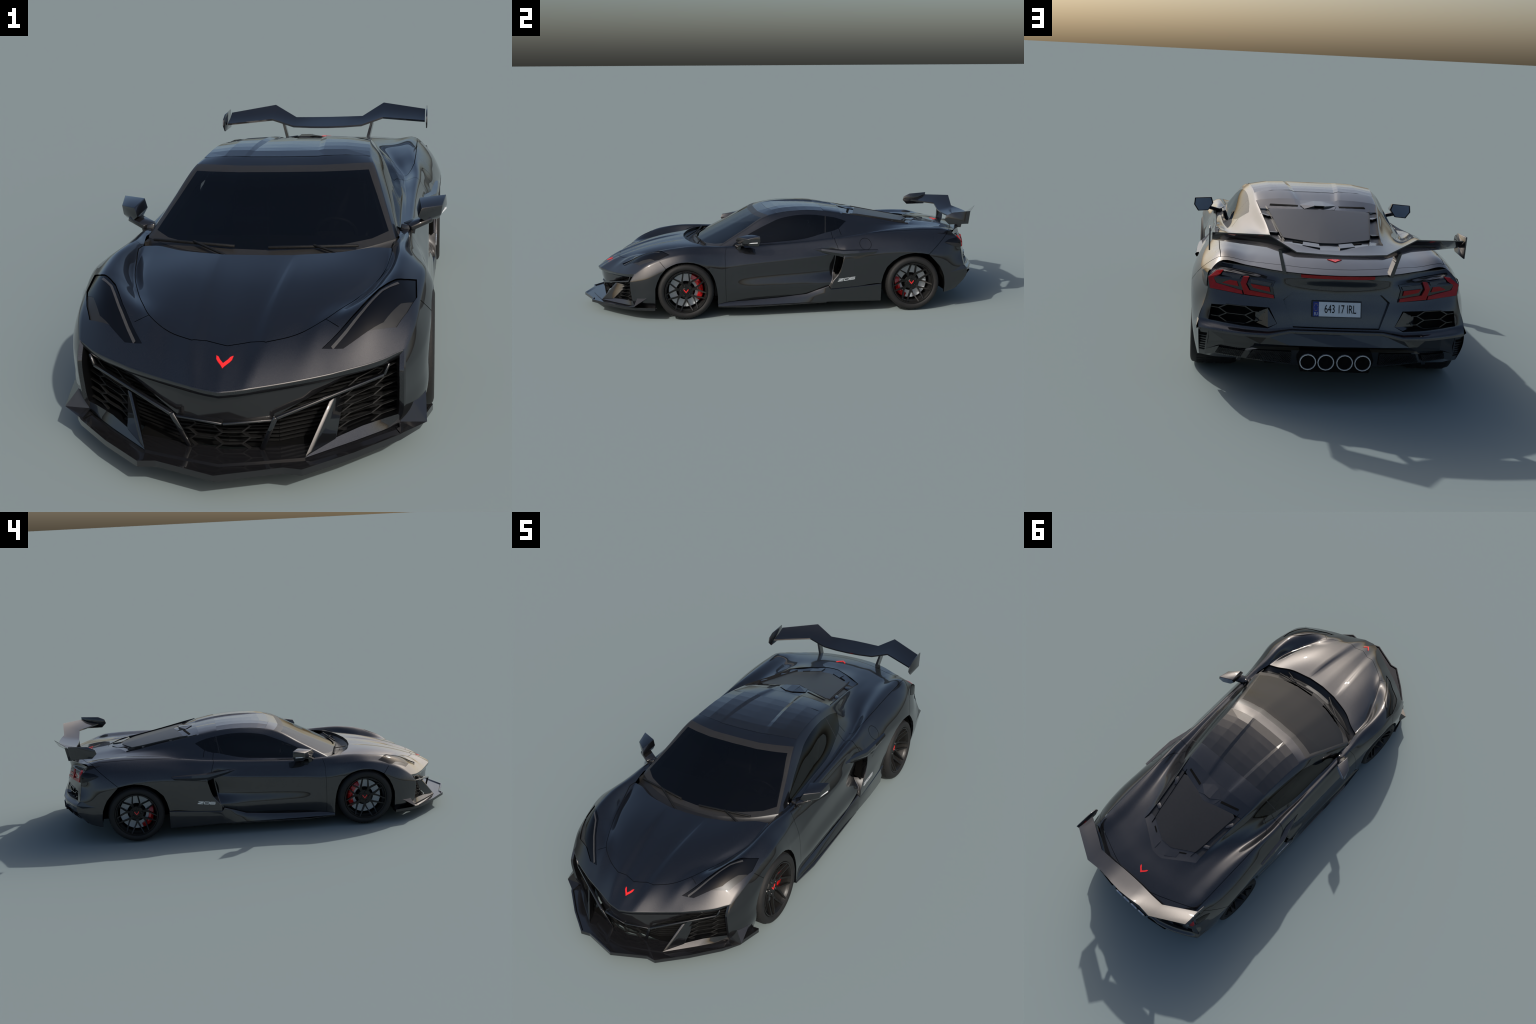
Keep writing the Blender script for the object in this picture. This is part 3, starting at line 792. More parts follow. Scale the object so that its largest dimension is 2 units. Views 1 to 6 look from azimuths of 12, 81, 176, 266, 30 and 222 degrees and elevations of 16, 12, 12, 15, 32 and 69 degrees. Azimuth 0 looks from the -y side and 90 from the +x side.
def wall_of(poly, depth, surf, closed=True):
    S = shape(); P = []
    n = len(poly)
    for i in range(n if closed else n-1):
        a, b = poly[i], poly[(i+1) % n]
        for k in range(6): P.append((a[0]+(b[0]-a[0])*k/6, a[1]+(b[1]-a[1])*k/6))
    if not closed: P.append(poly[-1])
    A = [(x, surf(x, z)+.0002, z) for x, z in P]
    grid(S, [A, [(p[0], p[1]-depth, p[2]) for p in A]], closed)
    return S
joined('plate_recess_edge', *wall_of(PLATE_REC[1:-1], .011, tail, False), PAINT)
S = shape(); a = [(x, tail(max(x, 0), .3145)+.0002, .3145) for x in (0, .04, .08, .126)]; grid(S, [a, off(a, 0, -.011, 0)]); joined('plate_recess_edge', *S, PAINT)
S = wall_of(VENT, .030, tail)
pair('bumper_vent', *S, SATIN)
S = shape(); add(S, [(x, tail(x, z)-.028, z) for x, z in VENT], [tuple(range(len(VENT)))])
pair('vent_back', *S, VOIDM)
S = shape()
vp = lambda u, v: Vector((.353-u*.17, tail(.353-u*.17, .24)-.008, .216+v*.050+.002*u))
hexnet(S, vp, 2, 2, .0018, .007, keep=lambda u, v: u < .86)
pair('vent_honeycomb', *S, GLOSS, kind='stuff')
S = shape()
add(S, [(.166, tail(.17, .2285)+.0005, .2285), (.192, tail(.19, .268)-.004, .2665), (.225, tail(.22, .24)-.020, .250), (.225, tail(.22, .24)-.020, .222), (.190, tail(.19, .216)-.004, .2165)],
    [(0, 1, 2, 3, 4)])
pair('vent_fin', *S, PAINT)

# tail lamps: each element is a thick plate following the fascia
def plate_on(poly, surf, d0, d1, bevel=.0):
    S = shape(); V = []; n = len(poly)
    cx = sum(p[0] for p in poly)/n; cz = sum(p[1] for p in poly)/n
    a = [(x, surf(x, z)+d0, z) for x, z in poly]; b = [(x, surf(x, z)+d1, z) for x, z in poly]
    tri = tessellate_polygon([[Vector((x, z, 0)) for x, z in poly]])
    V = a+b; F = [(i, (i+1) % n, n+(i+1) % n, n+i) for i in range(n)]
    F += [tuple(reversed(t)) for t in tri]+[tuple(n+i for i in t) for t in tri]
    add(S, V, F); return S
def flatpair(name, S, mat, parent=None):
    obs = pair(name, *S, mat, parent=parent)
    for o in obs:
        b = bmesh.new(); b.from_mesh(o.data); bmesh.ops.recalc_face_normals(b, faces=b.faces); b.to_mesh(o.data); b.free()
    return obs
HOUSING = [(.174, .2945), (.181, .3265), (.1745, .3425), (.215, .3475), (.25, .3515), (.285, .3555), (.317, .3575), (.340, .3530), (.362, .3365), (.3575, .3035), (.31, .3005), (.2612, .2965)]
LR = flatpair('tail_lamp', plate_on(HOUSING, tail, -.004, .0030), GLOSS)
RED_OUT = [(.3605, .3350), (.3375, .3525), (.3177, .3555), (.327, .3455), (.3445, .3335), (.3375, .3205), (.265, .3083), (.2628, .2990), (.3546, .3055)]
RED_IN = [(.2616, .3469), (.2466, .3477), (.254, .3272), (.2443, .3116), (.178, .3056), (.1758, .2971), (.2584, .2995), (.2696, .3299)]
for pl in (RED_OUT, RED_IN): flatpair('lamp_chevron', plate_on(pl, tail, 0, .0085), LAMPRED, parent=LR)
for pl in ([(.3335, .3345), (.2796, .3321), (.2745, .3181), (.3330, .3235)], [(.2416, .329), (.1899, .3259), (.1873, .3129), (.2345, .3194)]):
    flatpair('lamp_bar', plate_on(pl, tail, 0, .0058), LAMPRED, parent=LR)
for pl in ([(.3205, .3490), (.2685, .3462), (.2728, .3372), (.3240, .3400)], [(.2410, .3405), (.1830, .3375), (.1866, .3292), (.2405, .3325)]):
    flatpair('lamp_cell', plate_on(pl, tail, 0, .0050), GREYL, parent=LR)
# lamp side wedge on the flank: black lens above, reflection painted grey below
ty, tz = [.7817, .805, .840, .8575, .8665], [.3330, .3450, .3510, .3525, .3400]
by, bz = [.7817, .820, .850, .8690], [.3330, .3165, .3055, .3050]
for lo_, hi_, mt in ((.42, 1., LAMPGL), (0., .42, LAMPLO)):
    S = shape(); rows = []
    for i in range(13):
        y = .7817+.0855*i/12; a = np.interp(y, ty, tz); b_ = np.interp(y, by, bz)
        rows.append([(across(y, z)+.0016, y, z) for z in (b_+(a-b_)*(lo_+(hi_-lo_)*k/4) for k in range(5))])
    grid(S, rows); pair('lamp_wrap', *S, mt, parent=LR, smooth=True)
# ridge that carries the bumper line round on to the flank
S = shape()
A = (across(.872, .2165)+.0004, .872, .2165); B_ = (.3895, .9005, .1985); C = (across(.808, .186)+.0004, .808, .186); E_ = (across(.868, .180)-.001, .868, .180)
add(S, [A, B_, C, E_, (.383, .886, .2155)], [(0, 2, 1), (2, 3, 1), (0, 1, 4)])
pair('bumper_ridge', *S, PAINT)

# third brake light, spoiler gloss under-face
S = shape()
q = [(-.1034+.2068*i/12) for i in range(13)]
ys = [np.interp(abs(x), [p[0] for p in TAILROWS[1]], [p[1] for p in TAILROWS[1]]) for x in q]
grid(S, [[(x, y-.004, .3690) for x, y in zip(q, ys)], [(x, y+.0030, .3675-abs(x)*.004) for x, y in zip(q, ys)], [(x, y+.0025, .3585+abs(x)*.004) for x, y in zip(q, ys)], [(x, y-.012, .3560) for x, y in zip(q, ys)]])
add(S, [(q[0], ys[0]+.003, .3672), (q[0], ys[0]+.0025, .3588), (q[0]-.004, ys[0]-.006, .363)], [(0, 1, 2)]); add(S, [(q[-1], ys[0]+.003, .3672), (q[-1], ys[0]+.0025, .3588), (q[-1]+.004, ys[0]-.006, .363)], [(2, 1, 0)])
make('brake_light', *S, LAMPRED, smooth=True, angle=60)

# licence plate
def text_mesh(name, body, size, mat, m, parent, sx=1., depth=.0004):
    cu = bpy.data.curves.new(name, 'FONT'); cu.body = body; cu.size = size; cu.align_x = 'CENTER'; cu.align_y = 'CENTER'; cu.extrude = depth
    ob = bpy.data.objects.new(name, cu); bpy.context.scene.collection.objects.link(ob)
    dg = bpy.context.evaluated_depsgraph_get(); me = bpy.data.meshes.new_from_object(ob.evaluated_get(dg))
    bpy.data.objects.remove(ob)
    me.transform(m @ Matrix.Diagonal((sx, 1, 1, 1))); me.materials.clear(); me.materials.append(mat)
    return link(bpy.data.objects.new(name, me), parent)
yp = lambda z: .9445+(.2936-z)*.30+.006
def slab(x0, x1, z0, z1, d0, d1):
    S = shape()
    prism(S, [(x0, yp(z0)+d0, z0), (x1, yp(z0)+d0, z0), (x1, yp(z1)+d0, z1), (x0, yp(z1)+d0, z1)],
             [(x0, yp(z0)+d1, z0), (x1, yp(z0)+d1, z0), (x1, yp(z1)+d1, z1), (x0, yp(z1)+d1, z1)])
    return S
plate = make('licence_plate', *slab(-.0695, .0695, .2515, .2950, -.006, .0), SATIN)
make('plate_field', *slab(-.0665, .0505, .2540, .2925, -.002, .0012), PLATEW, plate)
make('plate_band', *slab(.0508, .0665, .2540, .2925, -.002, .0012), PLATEB, plate)
tilt = math.atan(.30)
def face_m(x, z, dy=.0015): return Matrix.Translation((x, yp(z)+dy, z)) @ Matrix.Rotation(math.pi, 4, 'Z') @ Matrix.Rotation(math.pi/2-tilt, 4, 'X')
text_mesh('plate_text', '643 17 IRL', .0330, VOIDM, face_m(-.0095, .2733), plate, .62)
text_mesh('plate_text', 'EU', .0125, PLATEW, face_m(.0588, .2605), plate, .70)
S = shape()
for i in range(12):
    a = i*math.pi/6; x, z = .0588+.0058*math.sin(a), .2785+.0095*math.cos(a)
    prism(S, [(x+.0009*math.cos(k*1.2566), yp(z)+.001, z+.0012*math.sin(k*1.2566)) for k in range(5)], [(x+.0009*math.cos(k*1.2566), yp(z)+.0017, z+.0012*math.sin(k*1.2566)) for k in range(5)])
make('plate_star', *S, PLATEY, plate, kind='stuff')

# ---------------------------------------------------------------- diffuser
D = [
 [(0,.972,.207),(.130,.972,.207),(.190,.973,.194),(.260,.957,.192),(.310,.934,.192),(.3535,.915,.192)],
 [(0,.986,.173),(.130,.982,.173),(.210,.972,.1725),(.2356,.9645,.1725),(.310,.925,.165),(.358,.888,.150)],
 [(0,.960,.171),(.130,.957,.171),(.210,.950,.1700),(.2360,.946,.1690),(.310,.922,.157),(.359,.882,.138)],
 [(0,.958,.160),(.130,.955,.160),(.210,.948,.158),(.2365,.944,.154),(.310,.918,.149),(.360,.876,.128)],
 [(0,.985,.159),(.130,.982,.159),(.215,.9700,.157),(.2500,.935,.1425),(.3265,.9085,.143),(.361,.873,.122)],
 [(0,.970,.104),(.125,.964,.112),(.200,.948,.1150),(.2542,.926,.1150),(.3360,.882,.113),(.363,.856,.100)],
 [(0,.925,.099),(.125,.920,.103),(.200,.905,.1040),(.2700,.870,.0960),(.3360,.855,.094),(.362,.844,.097)],
 [(0,.840,.088),(.125,.830,.088),(.200,.820,.0880),(.2700,.810,.0880),(.3360,.800,.090),(.360,.792,.092)],
]
S = shape(); grid(S, D)
S = (S[0], [tuple(reversed(f)) for f in S[1]])
joined('diffuser', *S, GLOSS)
def quad_at(a, b, c, d): return bilinear(a, b, c, d)
def diamond(S, p, nu, nv, w):
    for i in range(-nv, nu+1):
        for sgn in (0, 1):
            pts = []
            for k in range(nv*2+1):
                v = k/(nv*2); u = (i+v*nv)/nu if not sgn else (i+(1-v)*nv)/nu
                if 0 <= u <= 1: pts.append(p(u, v))
            if len(pts) > 1: beam(S, pts[0], pts[-1], w, w, up=(0, 1, 0))
S = shape(); B = shape()
for p, nu, nv in ((quad_at((.334, .8845, .1165), (.262, .9235, .118), (.3245, .9095, .141), (.2515, .9355, .1405)), 12, 4),
                  (quad_at((.246, .9315, .1180), (.1235, .966, .1160), (.2285, .9690, .1545), (.1235, .9845, .1565)), 18, 6)):
    o = Vector((0, .0015, 0))
    diamond(S, lambda u, v: p(u, v)+o*3.2, nu, nv, .0012)
    add(B, [p(0, 0)+o*2, p(1, 0)+o*2, p(1, 1)+o*2, p(0, 1)+o*2], [(0, 1, 2, 3)])
pair('diffuser_mesh', *S, SATIN, kind='stuff'); pair('mesh_back', *B, VOIDM)
S = shape()
prism(S, [(.252, .930, .1425), (.264, .925, .1425), (.274, .900, .106), (.262, .904, .106)], [(.252, .939, .1435), (.264, .934, .1435), (.274, .908, .104), (.262, .912, .104)])
pair('diffuser_strake', *S, GLOSS)
# exhaust tray and four tips
S = shape()
tray = [(-.100, .160), (.100, .160), (.108, .135), (.096, .100), (-.096, .100), (-.108, .135)]
prism(S, [(x, .930, z) for x, z in tray], [(x, .9870, z) for x, z in tray])
make('exhaust_tray', *S, VOIDM)
for x in (-.0769, -.0264, .0264, .0769):
    S = shape(); n = 16; ring_ = lambda r, y: [(x+r*math.cos(2*math.pi*i/n), y, .1292+r*.98*math.sin(2*math.pi*i/n)) for i in range(n)]
    grid(S, [ring_(.0232, .950), ring_(.0238, .9905), ring_(.0232, .9925), ring_(.0208, .9925), ring_(.0203, .990), ring_(.0198, .955)], True)
    tip = make('exhaust_pipe', *S, CHROME, smooth=True, angle=40)
    S = shape(); add(S, ring_(.0205, .9885), [tuple(range(n))]); make('exhaust_bore', *S, VOIDM, tip)
# side louvres at the rear corners
S = shape(); B = shape()
pc = bilinear((.362, .850, .097), (.380, .842, .0985), (.3535, .915, .191), (.3835, .900, .190))
lc = lambda u, v: pc(.12+.72*u, .22+.66*v)
o = Vector((.0008, .0022, 0))
add(B, [lc(0, 0)+o, lc(1, 0)+o, lc(1, 1)+o, lc(0, 1)+o], [(0, 1, 2, 3)])
for i in range(7):
    v = (i+.2)/7; beam(S, lc(.02, v)+o*1.5, lc(.98, v)+o*1.5, .006, .0016, up=(0, .3, 1))
pair('louvre_back', *B, VOIDM); pair('corner_louvre', *S, SATIN, kind='stuff')
# closing panel between flank end and diffuser
S = shape()
grid(S, [[(.3835, .900, .190), (.3820, .888, .165), (.381, .868, .130), (.380, .842, .0985)], [(.3535, .915, .191), (.356, .895, .155), (.360, .874, .125), (.362, .850, .097)]])
pair('bumper_corner', *S, PAINT, smooth=True, angle=60)

# -------------------------------------------------------------------- wing
WX = [0, .060, .1235, .2015, .352]
LE = [(0, .907, .4165), (.060, .908, .4175), (.1245, .912, .4205), (.2020, .9145, .4465), (.353, .826, .4450)]
CR = [(0, .960, .4260), (.060, .9600, .4268), (.1244, .961, .4305), (.2040, .9660, .4640), (.353, .876, .4560)]
TE = [(0, 1.0, .4370), (.060, .996, .4380), (.1235, .9885, .4400), (.2014, .9972, .4866), (.353, .912, .4720)]
S = shape()
def dz(P, d): return [(p[0], p[1], p[2]+d) for p in P]
half = [dz(LE, -.0075), dz(LE, -.001), [(p[0], p[1]+.004, p[2]) for p in LE], CR, TE, dz([(p[0], p[1], p[2]) for p in TE], -.003), dz(CR, -.0085), [(p[0], p[1]+.012, p[2]-.0095) for p in LE]]
half = [list(reversed([(-p[0], p[1], p[2]) for p in r[1:]]))+list(r) for r in half]
add_rows = list(zip(*half)); grid(S, add_rows, True)
wing = make('wing', *S, PAINT)
b = bmesh.new(); b.from_mesh(wing.data); bmesh.ops.recalc_face_normals(b, faces=b.faces); b.to_mesh(wing.data); b.free()
for p in wing.data.polygons: p.use_smooth = True
wing.data.set_sharp_from_angle(angle=math.radians(24))
EP = [(.9165, .4835), (.824, .4775), (.7916, .4627), (.7847, .4413), (.807, .4190), (.908, .4193)]
S = shape(); prism(S, [(.3575, y, z) for y, z in EP], [(.3618, y, z) for y, z in EP])
for o in pair('wing_endplate', *S, PAINT, parent=wing): soften(o, .0008, 1)
S = shape()
sb = [(.1405, .912, .3665), (.1515, .912, .3665), (.1545, .945, .3660), (.1435, .945, .3660)]
st_ = [(.1585, .920, .4315), (.1680, .920, .4340), (.1730, .957, .4430), (.1635, .957, .4400)]
prism(S, sb, st_)
flatpair('wing_strut', S, PAINT, parent=wing)

# ----------------------------------------------------------------- mirrors
G = [(.4225, -.150, .4010), (.358, -.184, .4005), (.3505, -.187, .376), (.369, -.176, .3475), (.4075, -.153, .3475), (.4265, -.1505, .374)]
FR_ = [(.4138, -.2075, .3868), (.365, -.2516, .3905), (.3555, -.2618, .3695), (.4104, -.209, .3630), (.372, -.245, .3560), (.405, -.200, .3510)]
gc = sum((Vector(p) for p in G), Vector())/6; nrm = (Vector(G[1])-Vector(G[5])).cross(Vector(G[3])-Vector(G[0])).normalized()
if nrm.y < 0: nrm = -nrm
G = [tuple(Vector(p)-nrm*((Vector(p)-gc).dot(nrm))) for p in G]
def hull(pts):
    b = bmesh.new(); vs = [b.verts.new(p) for p in pts]; r = bmesh.ops.convex_hull(b, input=vs)
    bmesh.ops.delete(b, geom=[g for g in r['geom_unused']+r['geom_interior'] if isinstance(g, bmesh.types.BMVert)], context='VERTS')
    bmesh.ops.dissolve_limit(b, angle_limit=math.radians(8), verts=b.verts, edges=b.edges)
    b.verts.index_update(); V = [v.co.copy() for v in b.verts]; F = [tuple(v.index for v in f.verts) for f in b.faces]; b.free(); return V, F
shell = pair('door_mirror', *hull(G+FR_), PAINT)
for o in shell: soften(o, .0022, 2, 20)
gp = [gc+(Vector(p)-gc)*.86 for p in G]
S = shape(); prism(S, [p-nrm*.002 for p in gp], [p+nrm*.0016 for p in gp])
flatpair('mirror_glass', S, MIRRORM, parent=shell)
S = shape(); beam(S, (.329, -.244, .322), (.333, -.243, .346), .036, .018, up=(0, 1, 0)); beam(S, (.330, -.244, .341), (.380, -.216, .357), .042, .013)
for o in pair('mirror_arm', *S, GLOSS, parent=shell): soften(o, .002, 1)
S = shape(); beam(S, (.4225, -.1620, .3690), (.4105, -.2020, .3660), .003, .0035)
pair('mirror_indicator', *S, WHITEL, parent=shell)

# ------------------------------------------------------------ engine cover
S = shape()
gl = [(0, .414, .4635), (.028, .404, .4625), (.060, .392, .4605), (.154, .3665, .4545), (.170, .374, .4520), (.171, .392, .4490), (.1395, .612, .4085), (.132, .622, .4072), (.034, .678, .4052), (.024, .681, .4052), (0, .681, .4052)]
cv = [(x*.5, y*.5+.53*.5, z*.5+.437*.5+.0015) for x, y, z in gl]
V = gl+off(gl, 0, 0, -.010); n = len(gl)
F = [(0, i, i+1) for i in range(1, n-1)]+[(i, n+i, n+i+1, i+1) for i in range(n-1)]
add(S, V, F)
cover = joined('engine_cover', *S, DECKGL, smooth=True, angle=30)
# painted surround: front apron, side gutter with black windows and bars, rear steps
S = shape()
fx = (0, .03, .0565, .0600, .0740, .0790, .10, .13, .16, .19, .2065)
fa = [(x, .3032-.0711*x, down(x, .2995-.0711*x)-.0003) for x in fx]
fk = [(0, .416, .4625), (.035, .404, .4610), (.130, .3725, .4545), (.172, .360, .4520), (.199, .357, .4515)]
fb = [(x*.9637, np.interp(x*.9637, [p[0] for p in fk], [p[1] for p in fk]), np.interp(x*.9637, [p[0] for p in fk], [p[2] for p in fk])) for x in fx]
fm = [tuple((a*.5+b*.5) for a, b in zip(p, q)) for p, q in zip(fa, fb)]
grid(S, [fa, fm, fb, off(fb, 0, .004, -.02)])
ap = joined('engine_apron', *S, PAINT, smooth=True, angle=40)
S = shape(); sl = [(.068, .3555), (.160, .3300), (.163, .3400), (.070, .3680)]
def apron(x, y):
    xs_ = [p[0] for p in fa]; ya_ = np.interp(x, xs_, [p[1] for p in fa]); za_ = np.interp(x, xs_, [p[2] for p in fa])
    xb_ = [p[0] for p in fb]; yb_ = np.interp(x, xb_, [p[1] for p in fb]); zb2 = np.interp(x, xb_, [p[2] for p in fb])
    return za_+(zb2-za_)*(y-ya_)/(yb_-ya_)
prism(S, [(x, y, apron(x, y)-.002) for x, y in sl], [(x, y, apron(x, y)+.0012) for x, y in sl])
flatpair('apron_slot', S, VOIDM, parent=ap)
S = shape(); prism(S, [(-.018, .320, .466), (.018, .320, .466), (.018, .3870, .458), (-.018, .3870, .458)], [(-.0165, .320, .4768), (.0165, .320, .4768), (.018, .3870, .4722), (-.018, .3870, .4722)])
cb = make('camera_housing', *S, PAINT, ap)
S = shape()
for t in (1, -1):
    q = [(t*.0165, .3205, .4766), (t*.062, .352, .4692), (t*.050, .397, .4620), (t*.018, .3868, .4625), (t*.018, .3868, .4705)]
    add(S, q, [(0, 1, 4), (1, 2, 3, 4)] if t < 0 else [(4, 1, 0), (4, 3, 2, 1)])
make('housing_cheek', *S, PAINT, ap)
S = shape(); box(S, (-.0155, .380, .4625), (.0155, .3878, .4705)); make('camera_lens', *S, VOIDM, cb)
# gutter floor
S = shape()
so = [(.2035, .300, .4585), (.197, .357, .4480), (.186, .450, .4290), (.1745, .560, .4075), (.1705, .630, .3950), (.1725, .655, .3915)]
si = [(.178, .345, .4480), (.172, .385, .4440), (.158, .480, .4260), (.146, .570, .4080), (.136, .628, .3975), (.133, .650, .3940)]
grid(S, [off(so, .001, 0, .010), so, si, off(si, -.002, 0, .012)])
pair('cover_gutter', *S, DECKGL)
S = shape()
for t in (.30, .60):
    i = t*5; k = int(i); f = i-k
    a = Vector(so[k])*(1-f)+Vector(so[k+1])*f; c = Vector(si[k])*(1-f)+Vector(si[k+1])*f
    beam(S, a+Vector((-.002, 0, .0025)), c+Vector((0, .002, .0035)), .018, .006)
for o in pair('gutter_bar', *S, PAINT): soften(o, .0015, 2)
S = shape()
ra = [(x, y, down(x, y+.006)-.0012) for x, y in ((0, .752), (.0277, .7505), (.09, .711), (.16, .6640), (.1735, .6555))]
rb = [(0, .679, .4010), (.030, .677, .4010), (.085, .648, .4015), (.134, .6205, .4020), (.176, .617, .3965)]
rm = [tuple((a*.45+b*.55) for a, b in zip(p, q)) for p, q in zip(ra, rb)]
rm = [(x, y, z-.001) for x, y, z in rm]
grid(S, [ra, rm, rb, off(rb, 0, -.004, -.015)])
joined('cover_step', *S, PAINT, smooth=True, angle=12)
S = shape(); prism(S, [(.052, .682, .3990), (.105, .650, .3995), (.107, .656, .3985), (.054, .689, .3975)], [(.052, .682, .4030), (.105, .650, .4035), (.107, .656, .4022), (.054, .689, .4017)])
flatpair('step_slot', S, VOIDM)
S = shape(); prism(S, [(.030, .690, .392), (.075, .664, .392), (.080, .700, .388), (.030, .732, .388)], [(.030, .690, .4040), (.075, .664, .4040), (.080, .700, .4008), (.030, .732, .4008)])
flatpair('step_block', S, PAINT)

# ------------------------------------------------------------ red emblems
VSYM = [(-.50, .50), (-.46, .22), (-.36, .03), (-.12, -.30), (0, -.50), (.12, -.30), (.36, .03), (.46, .22), (.50, .50), (.34, .37), (.24, .16), (0, -.16), (-.24, .16), (-.34, .37)]
def emblem(name, outline, place, depth, parent=None):
    S = shape(); n = len(outline); tri = tessellate_polygon([[Vector((x, y, 0)) for x, y in outline]])
    a = [place(x, y, 0) for x, y in outline]; b = [place(x, y, depth) for x, y in outline]
    add(S, a+b, [(i, (i+1) % n, n+(i+1) % n, n+i) for i in range(n)]+[tuple(n+i for i in t) for t in tri]+[tuple(reversed(t)) for t in tri])
    ob = make(name, *S, RED, parent)
    bb = bmesh.new(); bb.from_mesh(ob.data); bmesh.ops.recalc_face_normals(bb, faces=bb.faces); bb.to_mesh(ob.data); bb.free()
    return ob
emblem('bonnet_emblem', VSYM, lambda x, y, d: (x*.034, -.8675+y*.029, down(abs(x*.034), -.8675+y*.029)+.0004+d), .0016)
emblem('deck_emblem', VSYM, lambda x, y, d: (x*.046, .850-y*.032, down(abs(x*.046), .850-y*.032)+.0004+d), .0016)
# flank badge: three slanted block characters
S = shape()
def glyph(strokes, u0):
    for (a, b, c, d, w) in strokes:
        P = []
        for u, v in ((a, b), (c, d)):
            y = .2365+(u0+u)*.0265+v*.0045; z = .1595+(u0+u)*.00285+v*.0108
            P.append(Vector((across(y, z)+.0008, y, z)))
        beam(S, P[0], P[1], w, .0016, up=(1, 0, 0))
glyph([(0, 1, .95, 1, .0036), (0, 0, .95, 0, .0036), (.9, .85, .1, .15, .0042)], 0)
glyph([(.05, 1, .95, 1, .0033), (.05, 0, .95, 0, .0033), (.05, 0, .05, 1, .0033), (.95, 0, .95, 1, .0033)], 1.08)
glyph([(.05, 1, .95, 1, .0033), (.05, 0, .95, 0, .0033), (.05, 0, .05, 1, .0033), (.95, 0, .95, .55, .0033), (.05, .5, .95, .5, .0033)], 2.16)
make('flank_badge', *S, SILVER)
L = shape()
# the left badge reads the right way round as well: mirrored position, same reading direction
Y0, Y1 = .2365, .2365+3.16*.0265
add(L, [(-p.x if isinstance(p, Vector) else -p[0], Y0+Y1-p[1], p[2]+(Y0+Y1-2*p[1])*.1075) for p in S[0]], S[1])
lb = make('flank_badge', *L, SILVER)

